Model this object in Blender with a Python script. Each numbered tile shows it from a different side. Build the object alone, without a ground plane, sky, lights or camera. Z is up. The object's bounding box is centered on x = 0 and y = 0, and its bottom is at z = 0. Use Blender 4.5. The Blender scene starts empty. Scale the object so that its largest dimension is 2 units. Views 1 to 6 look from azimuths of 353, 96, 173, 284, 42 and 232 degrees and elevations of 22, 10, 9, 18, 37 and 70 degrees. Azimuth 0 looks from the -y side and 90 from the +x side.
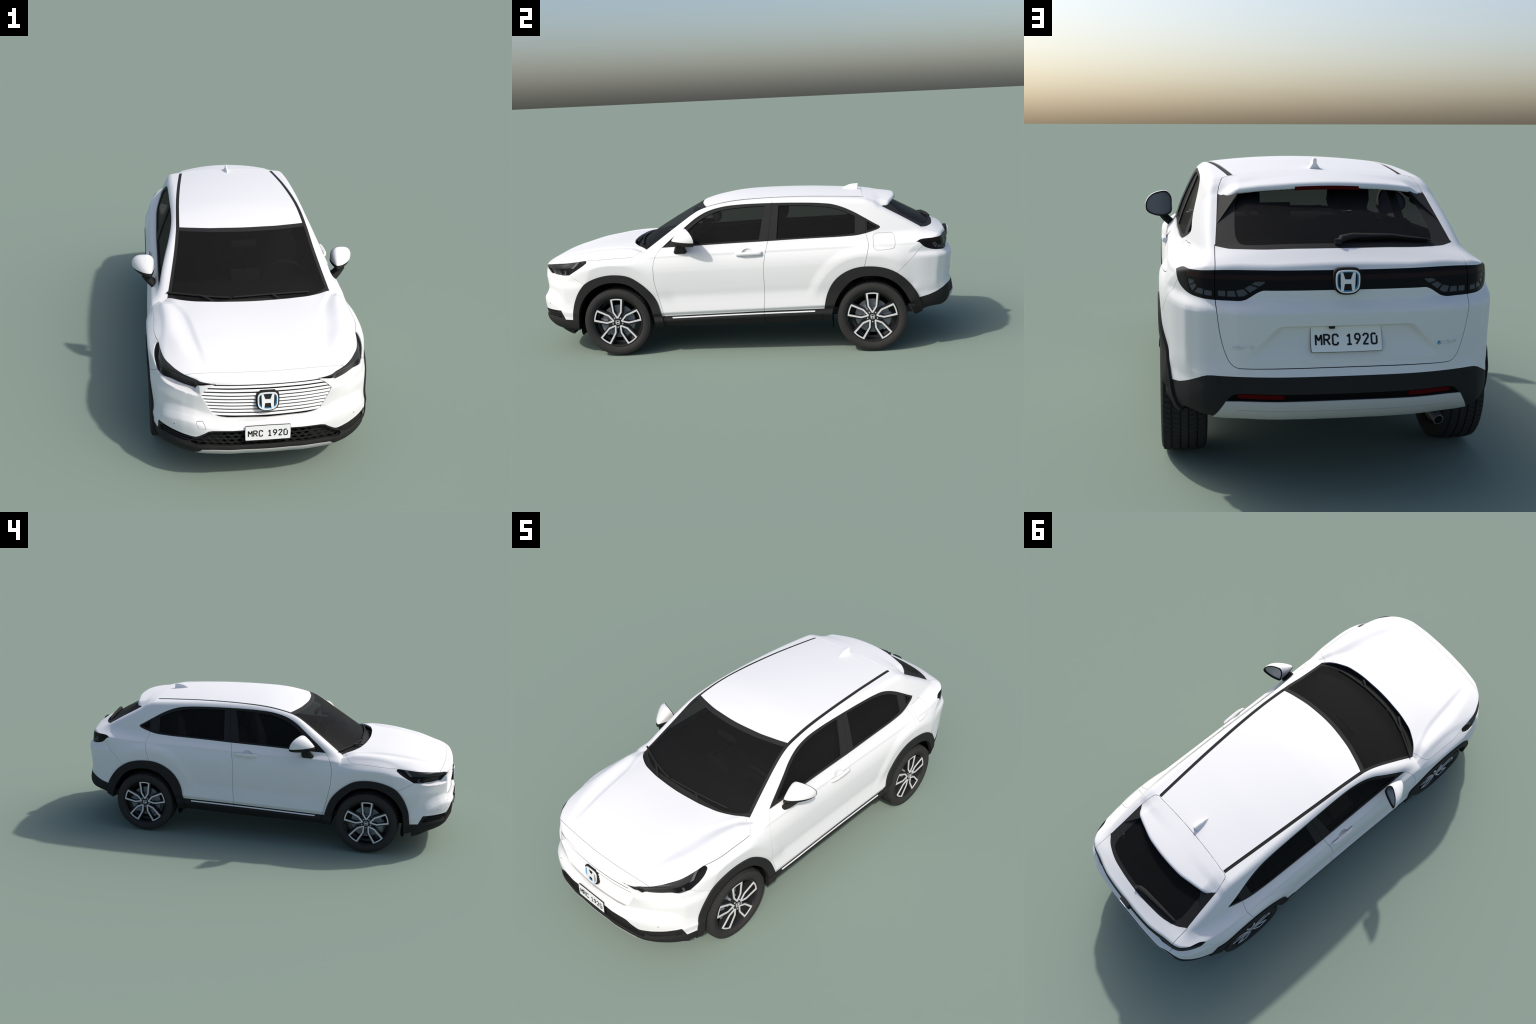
"""White compact crossover car, built procedurally.

Frame: metres, z up, nose towards -y, 2.00 m long.  The painted skin is one smooth
implicit body (side, top, front and rear surfaces blended), meshed once, then cut
along its shut lines into panels, glass, lamps and trim.
"""
import math
import numpy as np

# ------------------------------------------------------------------ curve helpers
def spline(*pts):
    """Modified-Akima curve through (t, value) knots; straight beyond the ends."""
    p = np.array(pts, float)
    x, y = p[:, 0], p[:, 1]
    m = np.diff(y) / np.diff(x)
    mm = np.concatenate([[2 * m[0] - m[1] if len(m) > 1 else m[0]] * 1, m, [2 * m[-1] - m[-2] if len(m) > 1 else m[-1]]])
    mm = np.concatenate([[2 * mm[0] - mm[1]], mm, [2 * mm[-1] - mm[-2]]])
    w = np.abs(np.diff(mm)) + np.abs(mm[1:] + mm[:-1]) / 2
    w1, w2 = w[2:], w[:-2]
    s = np.where(w1 + w2 < 1e-9, (mm[1:-2] + mm[2:-1]) / 2, (w1 * mm[1:-2] + w2 * mm[2:-1]) / np.maximum(w1 + w2, 1e-9))

    def f(t):
        t = np.asarray(t, float)
        i = np.clip(np.searchsorted(x, t) - 1, 0, len(x) - 2)
        h = x[i + 1] - x[i]
        u = np.clip((t - x[i]) / h, 0, 1)
        v = (y[i] * (1 + 2 * u) * (1 - u) ** 2 + h * s[i] * u * (1 - u) ** 2
             + y[i + 1] * u * u * (3 - 2 * u) + h * s[i + 1] * u * u * (u - 1))
        return v + np.minimum(t - x[0], 0) * s[0] + np.maximum(t - x[-1], 0) * s[-1]
    return f


def smax(a, b, r):
    h = np.maximum(r - np.abs(a - b), 0) / r
    return np.maximum(a, b) + h * h * r * 0.25


def smin(a, b, r):
    return -smax(-a, -b, r)


def step(a, b, t):
    u = np.clip((t - a) / (b - a), 0, 1)
    return u * u * (3 - 2 * u)


def outline(pts, closed=True, n=8):
    """Dense polyline through control points; a third entry of 1 marks a sharp corner."""
    P = np.array([p[:2] for p in pts], float)
    S = [len(p) > 2 and p[2] for p in pts]
    N = len(P)
    out = []
    for i in range(N if closed else N - 1):
        j = (i + 1) % N
        a, b = P[i], P[j]
        ha = P[(i - 1) % N] if (closed or i > 0) else None
        hb = P[(j + 1) % N] if (closed or j < N - 1) else None
        L = np.linalg.norm(b - a)

        def tang(prev, cur, nxt):
            d1, d2 = cur - prev, nxt - cur
            l1, l2 = np.linalg.norm(d1) + 1e-9, np.linalg.norm(d2) + 1e-9
            v = d1 / l1 * l2 + d2 / l2 * l1
            return v / (np.linalg.norm(v) + 1e-9)
        ta = (b - a) / L if (S[i] or ha is None) else tang(ha, a, b)
        tb = (b - a) / L if (S[j] or hb is None) else tang(a, b, hb)
        la = L if ha is None else min(L, 1.6 * np.linalg.norm(a - ha))
        lb = L if hb is None else min(L, 1.6 * np.linalg.norm(hb - b))
        for k in range(n):
            u = k / n
            out.append(a * (1 + 2 * u) * (1 - u) ** 2 + la * ta * u * (1 - u) ** 2
                       + b * u * u * (3 - 2 * u) + lb * tb * u * u * (u - 1))
    if not closed:
        out.append(P[-1])
    return np.array(out)


def sdf(poly, a, b):
    """Signed distance of points (a, b) to a closed polyline, negative inside."""
    a, b = np.broadcast_arrays(a, b)
    sh = a.shape
    q = np.stack([a.ravel(), b.ravel()], 1)
    res = np.full(len(q), 9.0)
    lo, hi = poly.min(0) - 0.12, poly.max(0) + 0.12
    near = np.all((q > lo) & (q < hi), axis=1)
    p = q[near]
    A, B = poly, np.roll(poly, -1, 0)
    d = np.full(len(p), 9.0)
    ins = np.zeros(len(p), bool)
    for s, e in zip(A, B):
        v = e - s
        w = p - s
        t = np.clip((w @ v) / (v @ v + 1e-18), 0, 1)
        d = np.minimum(d, np.hypot(w[:, 0] - t * v[0], w[:, 1] - t * v[1]))
        c = (s[1] > p[:, 1]) != (e[1] > p[:, 1])
        if c.any():
            xi = s[0] + (p[:, 1] - s[1]) / (v[1] if v[1] else 1e-12) * v[0]
            ins ^= c & (p[:, 0] < xi)
    res[near] = np.where(ins, -d, d)
    return res.reshape(sh)


# ------------------------------------------------------------------ wheel arches (y, z)
WHEEL_Y = (-0.579, 0.606)
WHEEL_R = 0.160
ARCH_OUT = [outline([(-0.792, 0.05, 1), (-0.791, 0.183), (-0.7825, 0.240), (-0.749, 0.315), (-0.7205, 0.3475), (-0.651, 0.378),
                     (-0.5684, 0.3862), (-0.510, 0.376), (-0.4645, 0.3493), (-0.398, 0.2805), (-0.366, 0.190), (-0.348, 0.05, 1)]),
            outline([(0.378, 0.05, 1), (0.3885, 0.203), (0.404, 0.273), (0.438, 0.3335), (0.519, 0.3855), (0.609, 0.3948),
                     (0.703, 0.372), (0.775, 0.3132), (0.815, 0.247), (0.836, 0.16), (0.85, 0.05, 1)])]
ARCH_IN = [outline([(-0.768, 0.05, 1), (-0.764, 0.150), (-0.753, 0.232), (-0.715, 0.296), (-0.660, 0.335), (-0.5726, 0.3510),
                    (-0.510, 0.336), (-0.4698, 0.3064), (-0.419, 0.2377), (-0.402, 0.164), (-0.395, 0.05, 1)]),
           outline([(0.418, 0.05, 1), (0.4284, 0.2006), (0.4629, 0.2768), (0.5177, 0.3327), (0.6081, 0.353), (0.7022, 0.3249),
                    (0.7537, 0.2692), (0.789, 0.192), (0.80, 0.05, 1)])]

# ------------------------------------------------------------------ side surface
crease_z = spline((-0.95, 0.432), (-0.716, 0.4484), (-0.38, 0.466), (0.13, 0.478), (0.595, 0.490), (0.793, 0.495), (1.0, 0.50))
side_profile = spline((-0.40, 0.300), (-0.36, 0.352), (-0.34, 0.372), (-0.318, 0.386), (-0.302, 0.3940), (-0.290, 0.3905), (-0.280, 0.3898),
                      (-0.2625, 0.3972), (-0.2595, 0.3970), (-0.238, 0.394), (-0.218, 0.391), (-0.188, 0.3885), (-0.158, 0.391), (-0.118, 0.393),
                      (-0.078, 0.393), (-0.058, 0.391), (-0.038, 0.387), (-0.020, 0.3812), (-0.010, 0.3772), (-0.0015, 0.3757), (0.001, 0.3747),
                      (0.022, 0.3585), (0.042, 0.3497), (0.08, 0.3365), (0.12, 0.3208), (0.16, 0.3035), (0.2046, 0.2838),
                      (0.24, 0.265), (0.28, 0.238))
low_taper = spline((-1.0, -0.075), (-0.95, -0.052), (-0.85, -0.031), (-0.79, -0.0225), (-0.716, -0.0135), (-0.6, -0.004), (-0.5, 0.0), (-0.4, 0.002),
                   (-0.3, 0.002), (0.0, 0.0), (0.3, 0.0), (0.6, 0.001), (0.73, -0.004), (0.793, -0.013), (0.83, -0.019), (0.9, -0.033), (1.0, -0.06))
high_taper = spline((-0.7, -0.02), (-0.5, -0.012), (-0.36, -0.006), (-0.1, -0.002), (0.14, 0.0), (0.4, -0.004), (0.585, -0.0135), (0.65, -0.021),
                    (0.75, -0.036), (0.84, -0.052), (0.9, -0.064), (1.0, -0.085))


def side_x(y, z):
    t = z - crease_z(y)
    w = step(-0.01, 0.05, t)
    lt = low_taper(y) * np.where(y < 0, 1 + 0.25 * step(-0.11, -0.05, t) - 0.38 * (1 - step(-0.16, -0.07, t)), 1.0)
    x = side_profile(t) + lt * (1 - w) + high_taper(y) * w
    for k, plate in ((0, 0.3990), (1, 0.3985)):
        d = sdf(ARCH_OUT[k], y, z)
        # wheel-arch blister: a soft crest 45 mm out, leaning back in towards the lip
        ahead = 1 - step(-0.62, -0.50, y)
        g = (1 - step(0.043, 0.095, d)) * (step(0.22, 0.36, z) * (1 - step(0.69, 0.80, y)) * (1 - ahead) + step(0.12, 0.17, z) * ahead)
        fall = low_taper(y) * 0.35 - 0.075 * np.clip(0.043 - d, 0, 0.043)
        x = x + g * np.maximum(plate + fall - x, -0.004)
    return x


# ------------------------------------------------------------------ top surfaces
cabin_c = spline((-0.70, 0.40), (-0.56, 0.471), (-0.45, 0.540), (-0.35, 0.599), (-0.25, 0.653), (-0.187, 0.682), (-0.11, 0.7003), (-0.02, 0.7135),
                 (0.05, 0.7182), (0.16, 0.7202), (0.31, 0.7180), (0.42, 0.7127), (0.52, 0.7065), (0.58, 0.7015), (0.62, 0.693), (0.66, 0.679),
                 (0.70, 0.659), (0.77, 0.623), (0.84, 0.586), (0.88, 0.564), (0.907, 0.5495), (0.957, 0.524), (1.02, 0.50))
cabin_k = spline((-0.7, 0.62), (-0.56, 0.62), (-0.415, 0.61), (-0.3, 0.525), (-0.22, 0.39), (-0.152, 0.29), (-0.05, 0.25), (0.16, 0.25), (0.58, 0.255), (0.62, 0.31), (0.66, 0.46),
                 (0.768, 0.485), (0.84, 0.51), (0.91, 0.33), (1.0, 0.2))
hood_c = spline((-1.05, 0.345), (-0.985, 0.409), (-0.93, 0.436), (-0.88, 0.452), (-0.753, 0.482), (-0.628, 0.500), (-0.535, 0.507), (-0.4, 0.515))
hood_drop = spline((-1.0, 0.05), (-0.9, 0.046), (-0.80, 0.040), (-0.716, 0.038), (-0.55, 0.046), (-0.40, 0.050))
hood_edge = spline((-0.11, -0.529), (0.0, -0.535), (0.11, -0.529), (0.195, -0.5135), (0.266, -0.4795), (0.32, -0.428), (0.345, -0.395), (0.40, -0.33))


hood_valley = spline((-1.0, 0.18), (-0.9017, 0.1914), (-0.757, 0.2175), (-0.5985, 0.2463), (-0.50, 0.285), (-0.42, 0.32))
hood_ridge = spline((-1.0, 0.20), (-0.90, 0.235), (-0.789, 0.280), (-0.684, 0.312), (-0.517, 0.327), (-0.42, 0.335))


def hood_z(x, y):
    a = np.abs(x)
    r = a / 0.365
    z = hood_c(y) - hood_drop(y) * r ** 4.5
    # a valley runs back from each lamp between a crisp inner edge and the fender ridge
    xi, xo = hood_valley(y), hood_ridge(y)
    fade = step(-0.93, -0.76, y)
    z = z - 0.0065 * fade * step(xi - 0.004, xi + 0.020, a) * (1 - step(xi + 0.022, xo + 0.012, a))
    z = z + (0.007 + 0.010 * step(-0.76, -0.54, y)) * (1 - 0.85 * step(-0.51, -0.425, y)) * fade * np.exp(-((a - xo) / 0.042) ** 2)
    return z


def cabin_z(x, y):
    return cabin_c(y) - cabin_k(y) * x * x


# ------------------------------------------------------------------ nose and tail
nose_c = spline((0.05, -0.90), (0.108, -0.935), (0.1327, -0.972), (0.155, -0.991), (0.170, -0.995), (0.1845, -0.992), (0.2016, -0.996),
                (0.2445, -0.999), (0.262, -0.990), (0.273, -0.983), (0.295, -0.976), (0.33, -0.978), (0.3634, -0.981), (0.402, -0.976), (0.4154, -0.974), (0.46, -0.965))
nose_plan = spline((-0.1, 0.004), (0.0, 0.0), (0.1, 0.004), (0.2, 0.0175), (0.24, 0.029), (0.28, 0.050), (0.31, 0.074), (0.3628, 0.140), (0.38, 0.19), (0.3957, 0.245), (0.42, 0.34))
tail_c = spline((0.05, 0.82), (0.13, 0.915), (0.15, 0.940), (0.171, 0.945), (0.18, 0.957), (0.19, 0.971), (0.20, 0.983), (0.213, 0.9925), (0.228, 0.997), (0.25, 0.997), (0.274, 0.992), (0.289, 0.9870), (0.2925, 0.9848), (0.313, 0.979), (0.35, 0.981),
                (0.40, 0.987), (0.4205, 0.9892), (0.4235, 0.9887), (0.4450, 0.9755), (0.449, 0.9742), (0.47, 0.973), (0.50, 0.969), (0.512, 0.963), (0.524, 0.958), (0.56, 0.935))
tail_plan = spline((-0.1, 0.002), (0.0, 0.0), (0.07, 0.001), (0.138, 0.005), (0.18, 0.0125), (0.2227, 0.024), (0.277, 0.036), (0.30, 0.047), (0.33, 0.082), (0.354, 0.131),
                   (0.3716, 0.182), (0.3857, 0.21), (0.41, 0.26))
tail_plan_mid = spline((-0.1, 0.0), (0.0, 0.0), (0.1, 0.001), (0.18, 0.005), (0.2289, 0.0115), (0.25, 0.020), (0.2778, 0.031), (0.2945, 0.0375), (0.31, 0.047), (0.325, 0.062),
                       (0.34, 0.079), (0.355, 0.113), (0.368, 0.150), (0.38, 0.193), (0.40, 0.27))
bottom_c = spline((-1.0, 0.130), (-0.9, 0.118), (-0.8, 0.125), (-0.4, 0.133), (0.0, 0.131), (0.4, 0.14), (0.75, 0.156), (0.80, 0.166), (0.86, 0.178), (0.92, 0.180), (1.0, 0.181))
chin_z = spline((0.0, 0.0), (0.19, 0.0), (0.25, 0.015), (0.29, 0.016), (0.332, 0.006), (0.35, -0.004), (0.366, -0.035), (0.40, -0.05))
shelf_z = spline((0.15, 0.385), (0.2, 0.372), (0.236, 0.3685), (0.3, 0.3715), (0.348, 0.378), (0.40, 0.39))


def nose_y(x, z):
    a = np.abs(x)
    lift = chin_z(a) * step(0.19, 0.22, z) * (1 - step(0.30, 0.345, z))
    pull = 0.008 * step(0.32, 0.365, z) * step(0.22, 0.29, a)
    y = nose_c(z - lift) + nose_plan(a + pull) + 0.003 * (1 - step(0.07, 0.13, a)) * (1 - step(0.26, 0.28, z))
    h = z - shelf_z(a)
    cut = 0.034 * np.clip(1 - h / 0.055, 0, 1) * step(-0.007, 0.004, h)
    return y + cut * step(0.224, 0.246, a) * (1 - step(0.31, 0.37, a))


def tail_y(x, z):
    a = np.abs(x)
    mid = step(0.262, 0.315, z) * (1 - step(0.43, 0.455, z))
    y = tail_c(z) - tail_plan(a) * (1 - mid) - tail_plan_mid(a) * mid
    # scoop for the number plate: deepest at its top edge
    half = 0.140 + (0.392 - z) * 0.98
    d = 0.021 * np.clip((z - 0.318) / 0.074, 0, 1) * (1 - step(0.388, 0.396, z))
    return y - d * (1 - step(-0.012, 0.010, a - half))


spoiler_c = spline((0.50, 0.712), (0.58, 0.702), (0.62, 0.6975), (0.66, 0.6925), (0.70, 0.687), (0.74, 0.680), (0.80, 0.668))
spoiler_end = spline((-0.09, 0.7285), (0.0, 0.733), (0.09, 0.7285), (0.165, 0.7115), (0.205, 0.7005), (0.232, 0.689), (0.2556, 0.659), (0.27, 0.62))
spoiler_side = spline((0.50, 0.226), (0.588, 0.238), (0.62, 0.2465), (0.659, 0.2556), (0.75, 0.262))


def spoiler_top(x, y):
    lift = np.maximum(spoiler_c(y) - cabin_c(y), 0)
    e = spoiler_side(y)
    return cabin_z(x, y) + lift * (1 - step(e - 0.055, e - 0.002, x))


def spoiler_f(x, y, z):
    a = np.abs(x)
    end = spoiler_end(a)
    under = spoiler_top(a, end) - 0.015
    f = smax((z - spoiler_top(a, y)) * 0.95, (y - end) * 0.9, 0.012)
    f = smax(f, under - z, 0.006)
    return np.maximum(f, np.maximum(a - spoiler_side(y), 0.575 - y))


def cabin_f(x, y, z):
    return smax(x - side_x(y, z), (z - cabin_z(x, y)) * 0.9, 0.019)


def body_f(x, y, z):
    """Implicit body: negative inside."""
    s = x - side_x(y, z)
    n = nose_y(x, z) - y
    t = y - tail_y(x, z)
    cab = smax(s, (z - cabin_z(x, y)) * 0.9, 0.019)
    hood = smax(s, (z - hood_z(x, y)), 0.012)
    hood = np.maximum(hood, (y - hood_edge(np.abs(x))) * 0.8)
    f = np.minimum(cab, hood)
    f = smax(f, n * 0.9, 0.014)
    f = smax(f, t * 0.9, 0.007)
    bottom = bottom_c(y) + 0.012 * step(0.25, 0.33, x) * step(0.80, 0.87, y)
    return smax(f, bottom - z, 0.012)


def body_grad(p, e=4e-4, fn=None):
    fn = fn or body_f
    g = []
    for k in range(3):
        d = np.zeros(3); d[k] = e
        a, b = p + d, p - d
        g.append((fn(a[:, 0], a[:, 1], a[:, 2]) - fn(b[:, 0], b[:, 1], b[:, 2])) / (2 * e))
    return np.stack(g, 1)


def to_body(p, steps=3, cap=0.006, fn=None):
    fn = fn or body_f
    for _ in range(steps):
        f = fn(p[:, 0], p[:, 1], p[:, 2])
        g = body_grad(p, fn=fn)
        d = f / np.maximum((g * g).sum(1), 0.25)
        mv = g * d[:, None]
        L = np.linalg.norm(mv, axis=1)
        p = p - mv * np.minimum(1, cap / np.maximum(L, 1e-9))[:, None]
    return p


def surface_nets(h=0.005, fn=None, span=(0.44, -1.03, 1.03, 0.09, 0.75)):
    """Triangle mesh of the half solid x >= 0 (columns of cells centred on x = 0)."""
    fn = fn or body_f
    xs = -h / 2 + h * np.arange(int(span[0] / h) + 1)
    ys = np.arange(span[1], span[2], h)
    zs = np.arange(span[3], span[4], h)
    F = fn(xs[:, None, None], ys[None, :, None], zs[None, None, :])
    F = np.where(np.abs(F) < 1e-7, 1e-7, F)
    S = F < 0
    c = [S[i:S.shape[0] - 1 + i, j:S.shape[1] - 1 + j, k:S.shape[2] - 1 + k] for i in (0, 1) for j in (0, 1) for k in (0, 1)]
    n = sum(a.astype(int) for a in c)
    act = (n > 0) & (n < 8)
    idx = np.full(act.shape, -1)
    I = np.argwhere(act)
    idx[act] = np.arange(len(I))
    acc = np.zeros((len(I), 3)); cnt = np.zeros(len(I))
    corner = [(i, j, k) for i in (0, 1) for j in (0, 1) for k in (0, 1)]
    for a in corner:
        for ax in range(3):
            if a[ax]:
                continue
            b = list(a); b[ax] = 1
            fa = F[I[:, 0] + a[0], I[:, 1] + a[1], I[:, 2] + a[2]]
            fb = F[I[:, 0] + b[0], I[:, 1] + b[1], I[:, 2] + b[2]]
            m = (fa < 0) != (fb < 0)
            t = np.where(m, fa / np.where(m, fa - fb, 1), 0)
            pos = np.tile(np.array(a, float), (len(I), 1)); pos[:, ax] += t
            acc[m] += pos[m]; cnt[m] += 1
    V = (acc / cnt[:, None] + I) * h + np.array([xs[0], ys[0], zs[0]])
    Q = []
    for ax in range(3):
        u, v = (ax + 1) % 3, (ax + 2) % 3
        sl0 = [slice(None)] * 3; sl1 = [slice(None)] * 3
        sl0[ax] = slice(0, -1); sl1[ax] = slice(1, None)
        E = np.argwhere(S[tuple(sl0)] != S[tuple(sl1)])
        ok = (E[:, u] > 0) & (E[:, v] > 0) & (E[:, u] < act.shape[u]) & (E[:, v] < act.shape[v])
        E = E[ok]
        inside = S[E[:, 0], E[:, 1], E[:, 2]]
        q = []
        for du, dv in ((0, 0), (-1, 0), (-1, -1), (0, -1)):
            e = E.copy(); e[:, u] += du; e[:, v] += dv
            q.append(idx[e[:, 0], e[:, 1], e[:, 2]])
        q = np.stack(q, 1)
        q[~inside] = q[~inside][:, ::-1]
        Q.append(q[(q >= 0).all(1)])
    Q = np.concatenate(Q)
    onmid = I[:, 0] == 0
    V = to_body(V, fn=fn)
    V[onmid, 0] = 0
    T = np.concatenate([Q[:, [0, 1, 2]], Q[:, [0, 2, 3]]])
    return V, T


# ------------------------------------------------------------------ cutting the skin along curves
class Skin:
    """Triangle skin of the half body with a label per face."""

    def __init__(self, h):
        self.V, self.T = surface_nets(h)
        self.names = ['paint']
        self.lab = np.zeros(len(self.T), int)

    def id(self, name):
        if name not in self.names:
            self.names.append(name)
        return self.names.index(name)

    def centroid(self):
        return self.V[self.T].mean(1)

    def cut(self, fn, sel):
        """Split faces in sel where fn changes sign."""
        V, T = self.V, self.T
        used = np.unique(T[sel])
        s = np.ones(len(V))
        s[used] = fn(V[used])
        s = np.where(np.abs(s) < 2e-6, 2e-6, s)
        E = np.concatenate([T[sel][:, [0, 1]], T[sel][:, [1, 2]], T[sel][:, [2, 0]]])
        E = np.unique(np.sort(E, 1), axis=0)
        E = E[(s[E[:, 0]] < 0) != (s[E[:, 1]] < 0)]
        if len(E) == 0:
            return
        a, b = V[E[:, 0]], V[E[:, 1]]
        sa, sb = s[E[:, 0]], s[E[:, 1]]
        t = sa / (sa - sb)
        P = a + (b - a) * t[:, None]
        sp = fn(P)                                   # one secant step for curved outlines
        lo = (sp < 0) == (sa < 0)
        t2 = np.where(lo, t + (1 - t) * sp / np.where(np.abs(sp - sb) < 1e-12, 1, sp - sb), t * sa / np.where(np.abs(sa - sp) < 1e-12, 1, sa - sp))
        t2 = np.where(np.abs(sp) < 1e-9, t, np.clip(t2, 0.01, 0.99))
        P = to_body(a + (b - a) * t2[:, None], 1, 0.002)
        P[(a[:, 0] == 0) & (b[:, 0] == 0), 0] = 0
        key = E[:, 0] * (10 ** 8) + E[:, 1]
        n0 = len(V)
        self.V = np.concatenate([V, P])

        def mid(u, v):
            k = np.minimum(u, v) * (10 ** 8) + np.maximum(u, v)
            i = np.searchsorted(key, k)
            i = np.minimum(i, len(key) - 1)
            return np.where(key[i] == k, n0 + i, -1)
        m = np.stack([mid(T[:, 0], T[:, 1]), mid(T[:, 1], T[:, 2]), mid(T[:, 2], T[:, 0])], 1)
        cnt = (m >= 0).sum(1)
        newT, newL = [T[cnt == 0]], [self.lab[cnt == 0]]
        for c in (1, 2, 3):
            f = np.where(cnt == c)[0]
            if len(f) == 0:
                continue
            t3, m3, l3 = T[f], m[f], self.lab[f]
            if c == 1:
                r = np.argmax(m3 >= 0, 1)
            elif c == 2:
                r = (np.argmin(m3 >= 0, 1) + 1) % 3
            else:
                r = np.zeros(len(f), int)
            k = np.arange(len(f))
            A, B, C = t3[k, r], t3[k, (r + 1) % 3], t3[k, (r + 2) % 3]
            x, y, z = m3[k, r], m3[k, (r + 1) % 3], m3[k, (r + 2) % 3]
            if c == 1:
                tri = [(A, x, C), (x, B, C)]
            elif c == 2:
                tri = [(x, B, y), (A, x, y), (A, y, C)]
            else:
                tri = [(A, x, z), (x, B, y), (z, y, C), (x, y, z)]
            for q in tri:
                newT.append(np.stack(q, 1)); newL.append(l3)
        self.T, self.lab = np.concatenate(newT), np.concatenate(newL)

    def where(self, labels, mask=None):
        ids = [self.id(n) for n in ([labels] if isinstance(labels, str) else labels)]
        sel = np.isin(self.lab, ids)
        if mask is not None:
            C = self.centroid()
            sel &= mask(C[:, 0], C[:, 1], C[:, 2])
        return sel

    def claim(self, name, fn, mask=None, of='paint'):
        """Cut along fn = 0 and give the inside (fn < 0) the label."""
        def g(p):
            return fn(p[:, 0], p[:, 1], p[:, 2])
        self.cut(g, self.where(of, mask))
        sel = np.where(self.where(of, mask))[0]
        C = self.V[self.T[sel]].mean(1)
        self.lab[sel[g(C) < 0]] = self.id(name)

    def seam(self, fn, mask, of='paint', w=0.0008, name='gap'):
        """A shut line: a narrow strip |fn| < w becomes a gap."""
        for d in (w, -w):
            self.cut(lambda p: fn(p[:, 0], p[:, 1], p[:, 2]) - d, self.where(of, mask))
        sel = np.where(self.where(of, mask))[0]
        C = self.V[self.T[sel]].mean(1)
        self.lab[sel[np.abs(fn(C[:, 0], C[:, 1], C[:, 2])) < w]] = self.id(name)


def line(*pts):
    """Piecewise-linear function through knots."""
    p = np.array(pts, float)
    return lambda t: np.interp(t, p[:, 0], p[:, 1])


# ------------------------------------------------------------------ outlines read off the car (side: y, z / ends: x, z / plan: x, y)
DLO = outline([(-0.356, 0.5005, 1), (-0.304, 0.544), (-0.2418, 0.593), (-0.195, 0.6285), (-0.1466, 0.6542), (-0.0748, 0.6735), (0.0115, 0.6815), (0.06, 0.683),
               (0.16, 0.6835), (0.2732, 0.6815), (0.3818, 0.6760), (0.4348, 0.6695), (0.4833, 0.6550), (0.5334, 0.6325), (0.583, 0.6045), (0.6326, 0.5755), (0.6484, 0.5665),
               (0.652, 0.5608), (0.6455, 0.5548), (0.6214, 0.5462), (0.5848, 0.5366), (0.5503, 0.5302), (0.4796, 0.5262), (0.3783, 0.5238), (0.2705, 0.5212), (0.1384, 0.5167), (-0.035, 0.5115), (-0.2, 0.5055)])
GLASS_FRONT = outline([(-0.304, 0.5125, 1), (-0.282, 0.535), (-0.227, 0.5804), (-0.1817, 0.6151), (-0.1339, 0.6407), (-0.0741, 0.6591), (0.0119, 0.6685), (0.0605, 0.6715), (0.128, 0.6732, 1),
                       (0.1172, 0.6287), (0.0974, 0.5254, 1), (-0.035, 0.5205), (-0.2, 0.514)])
GLASS_REAR = outline([(0.1905, 0.6722, 1), (0.2731, 0.6706), (0.3816, 0.6630), (0.4425, 0.6530), (0.4828, 0.6399), (0.5389, 0.6145, 1), (0.5365, 0.5388, 1), (0.4595, 0.5335), (0.3785, 0.5315), (0.1784, 0.5265, 1)])
GLASS_QUARTER = outline([(0.592, 0.5905, 1), (0.6045, 0.583), (0.634, 0.5655), (0.637, 0.562), (0.632, 0.559), (0.592, 0.5495, 1)])
seam_front_door = spline((0.10, -0.335), (0.1355, -0.3413), (0.1866, -0.3554), (0.2157, -0.3613), (0.2569, -0.3719), (0.3056, -0.3825), (0.3512, -0.3908), (0.3944, -0.3935), (0.4154, -0.3937),
                         (0.4409, -0.3899), (0.4656, -0.3819), (0.501, -0.3555), (0.53, -0.334))
seam_mid_door = spline((0.10, 0.13), (0.1382, 0.1195), (0.1647, 0.113), (0.1832, 0.1105), (0.1989, 0.1135), (0.217, 0.113), (0.2708, 0.1179), (0.3194, 0.1181), (0.351, 0.1175), (0.3906, 0.1177), (0.4237, 0.1207),
                       (0.4505, 0.1247), (0.4816, 0.1311), (0.5164, 0.1384), (0.6827, 0.16), (0.72, 0.165))
seam_rear_door = line((0.34, 0.56), (0.3969, 0.5759), (0.4305, 0.584), (0.4659, 0.5916), (0.4900, 0.5975), (0.4945, 0.5975), (0.5366, 0.5852), (0.61, 0.5875))
sill_top = spline((-0.45, 0.182), (-0.36, 0.185), (0.0, 0.195), (0.112, 0.1985), (0.39, 0.2035), (0.5, 0.206))
strip_z = spline((-0.45, 0.1745), (-0.3164, 0.1771), (0.0, 0.1855), (0.3458, 0.1925), (0.5, 0.195))
hood_shut = line((-0.78, 0.444), (-0.716, 0.4503), (-0.5963, 0.4585), (-0.489, 0.463), (-0.4454, 0.4945), (-0.425, 0.506), (-0.38, 0.53))
HEADLAMP = outline([(-0.9635, 0.4055, 1), (-0.944, 0.4165), (-0.904, 0.4275), (-0.852, 0.4350), (-0.8152, 0.4385), (-0.7573, 0.4456), (-0.716, 0.4497), (-0.7136, 0.4432), (-0.7262, 0.4316), (-0.777, 0.3997),
                    (-0.8043, 0.3835), (-0.8158, 0.3785), (-0.84, 0.370), (-0.875, 0.365), (-0.905, 0.362, 1), (-0.918, 0.365), (-0.930, 0.376), (-0.945, 0.394), (-0.956, 0.3985, 1)])
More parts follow.
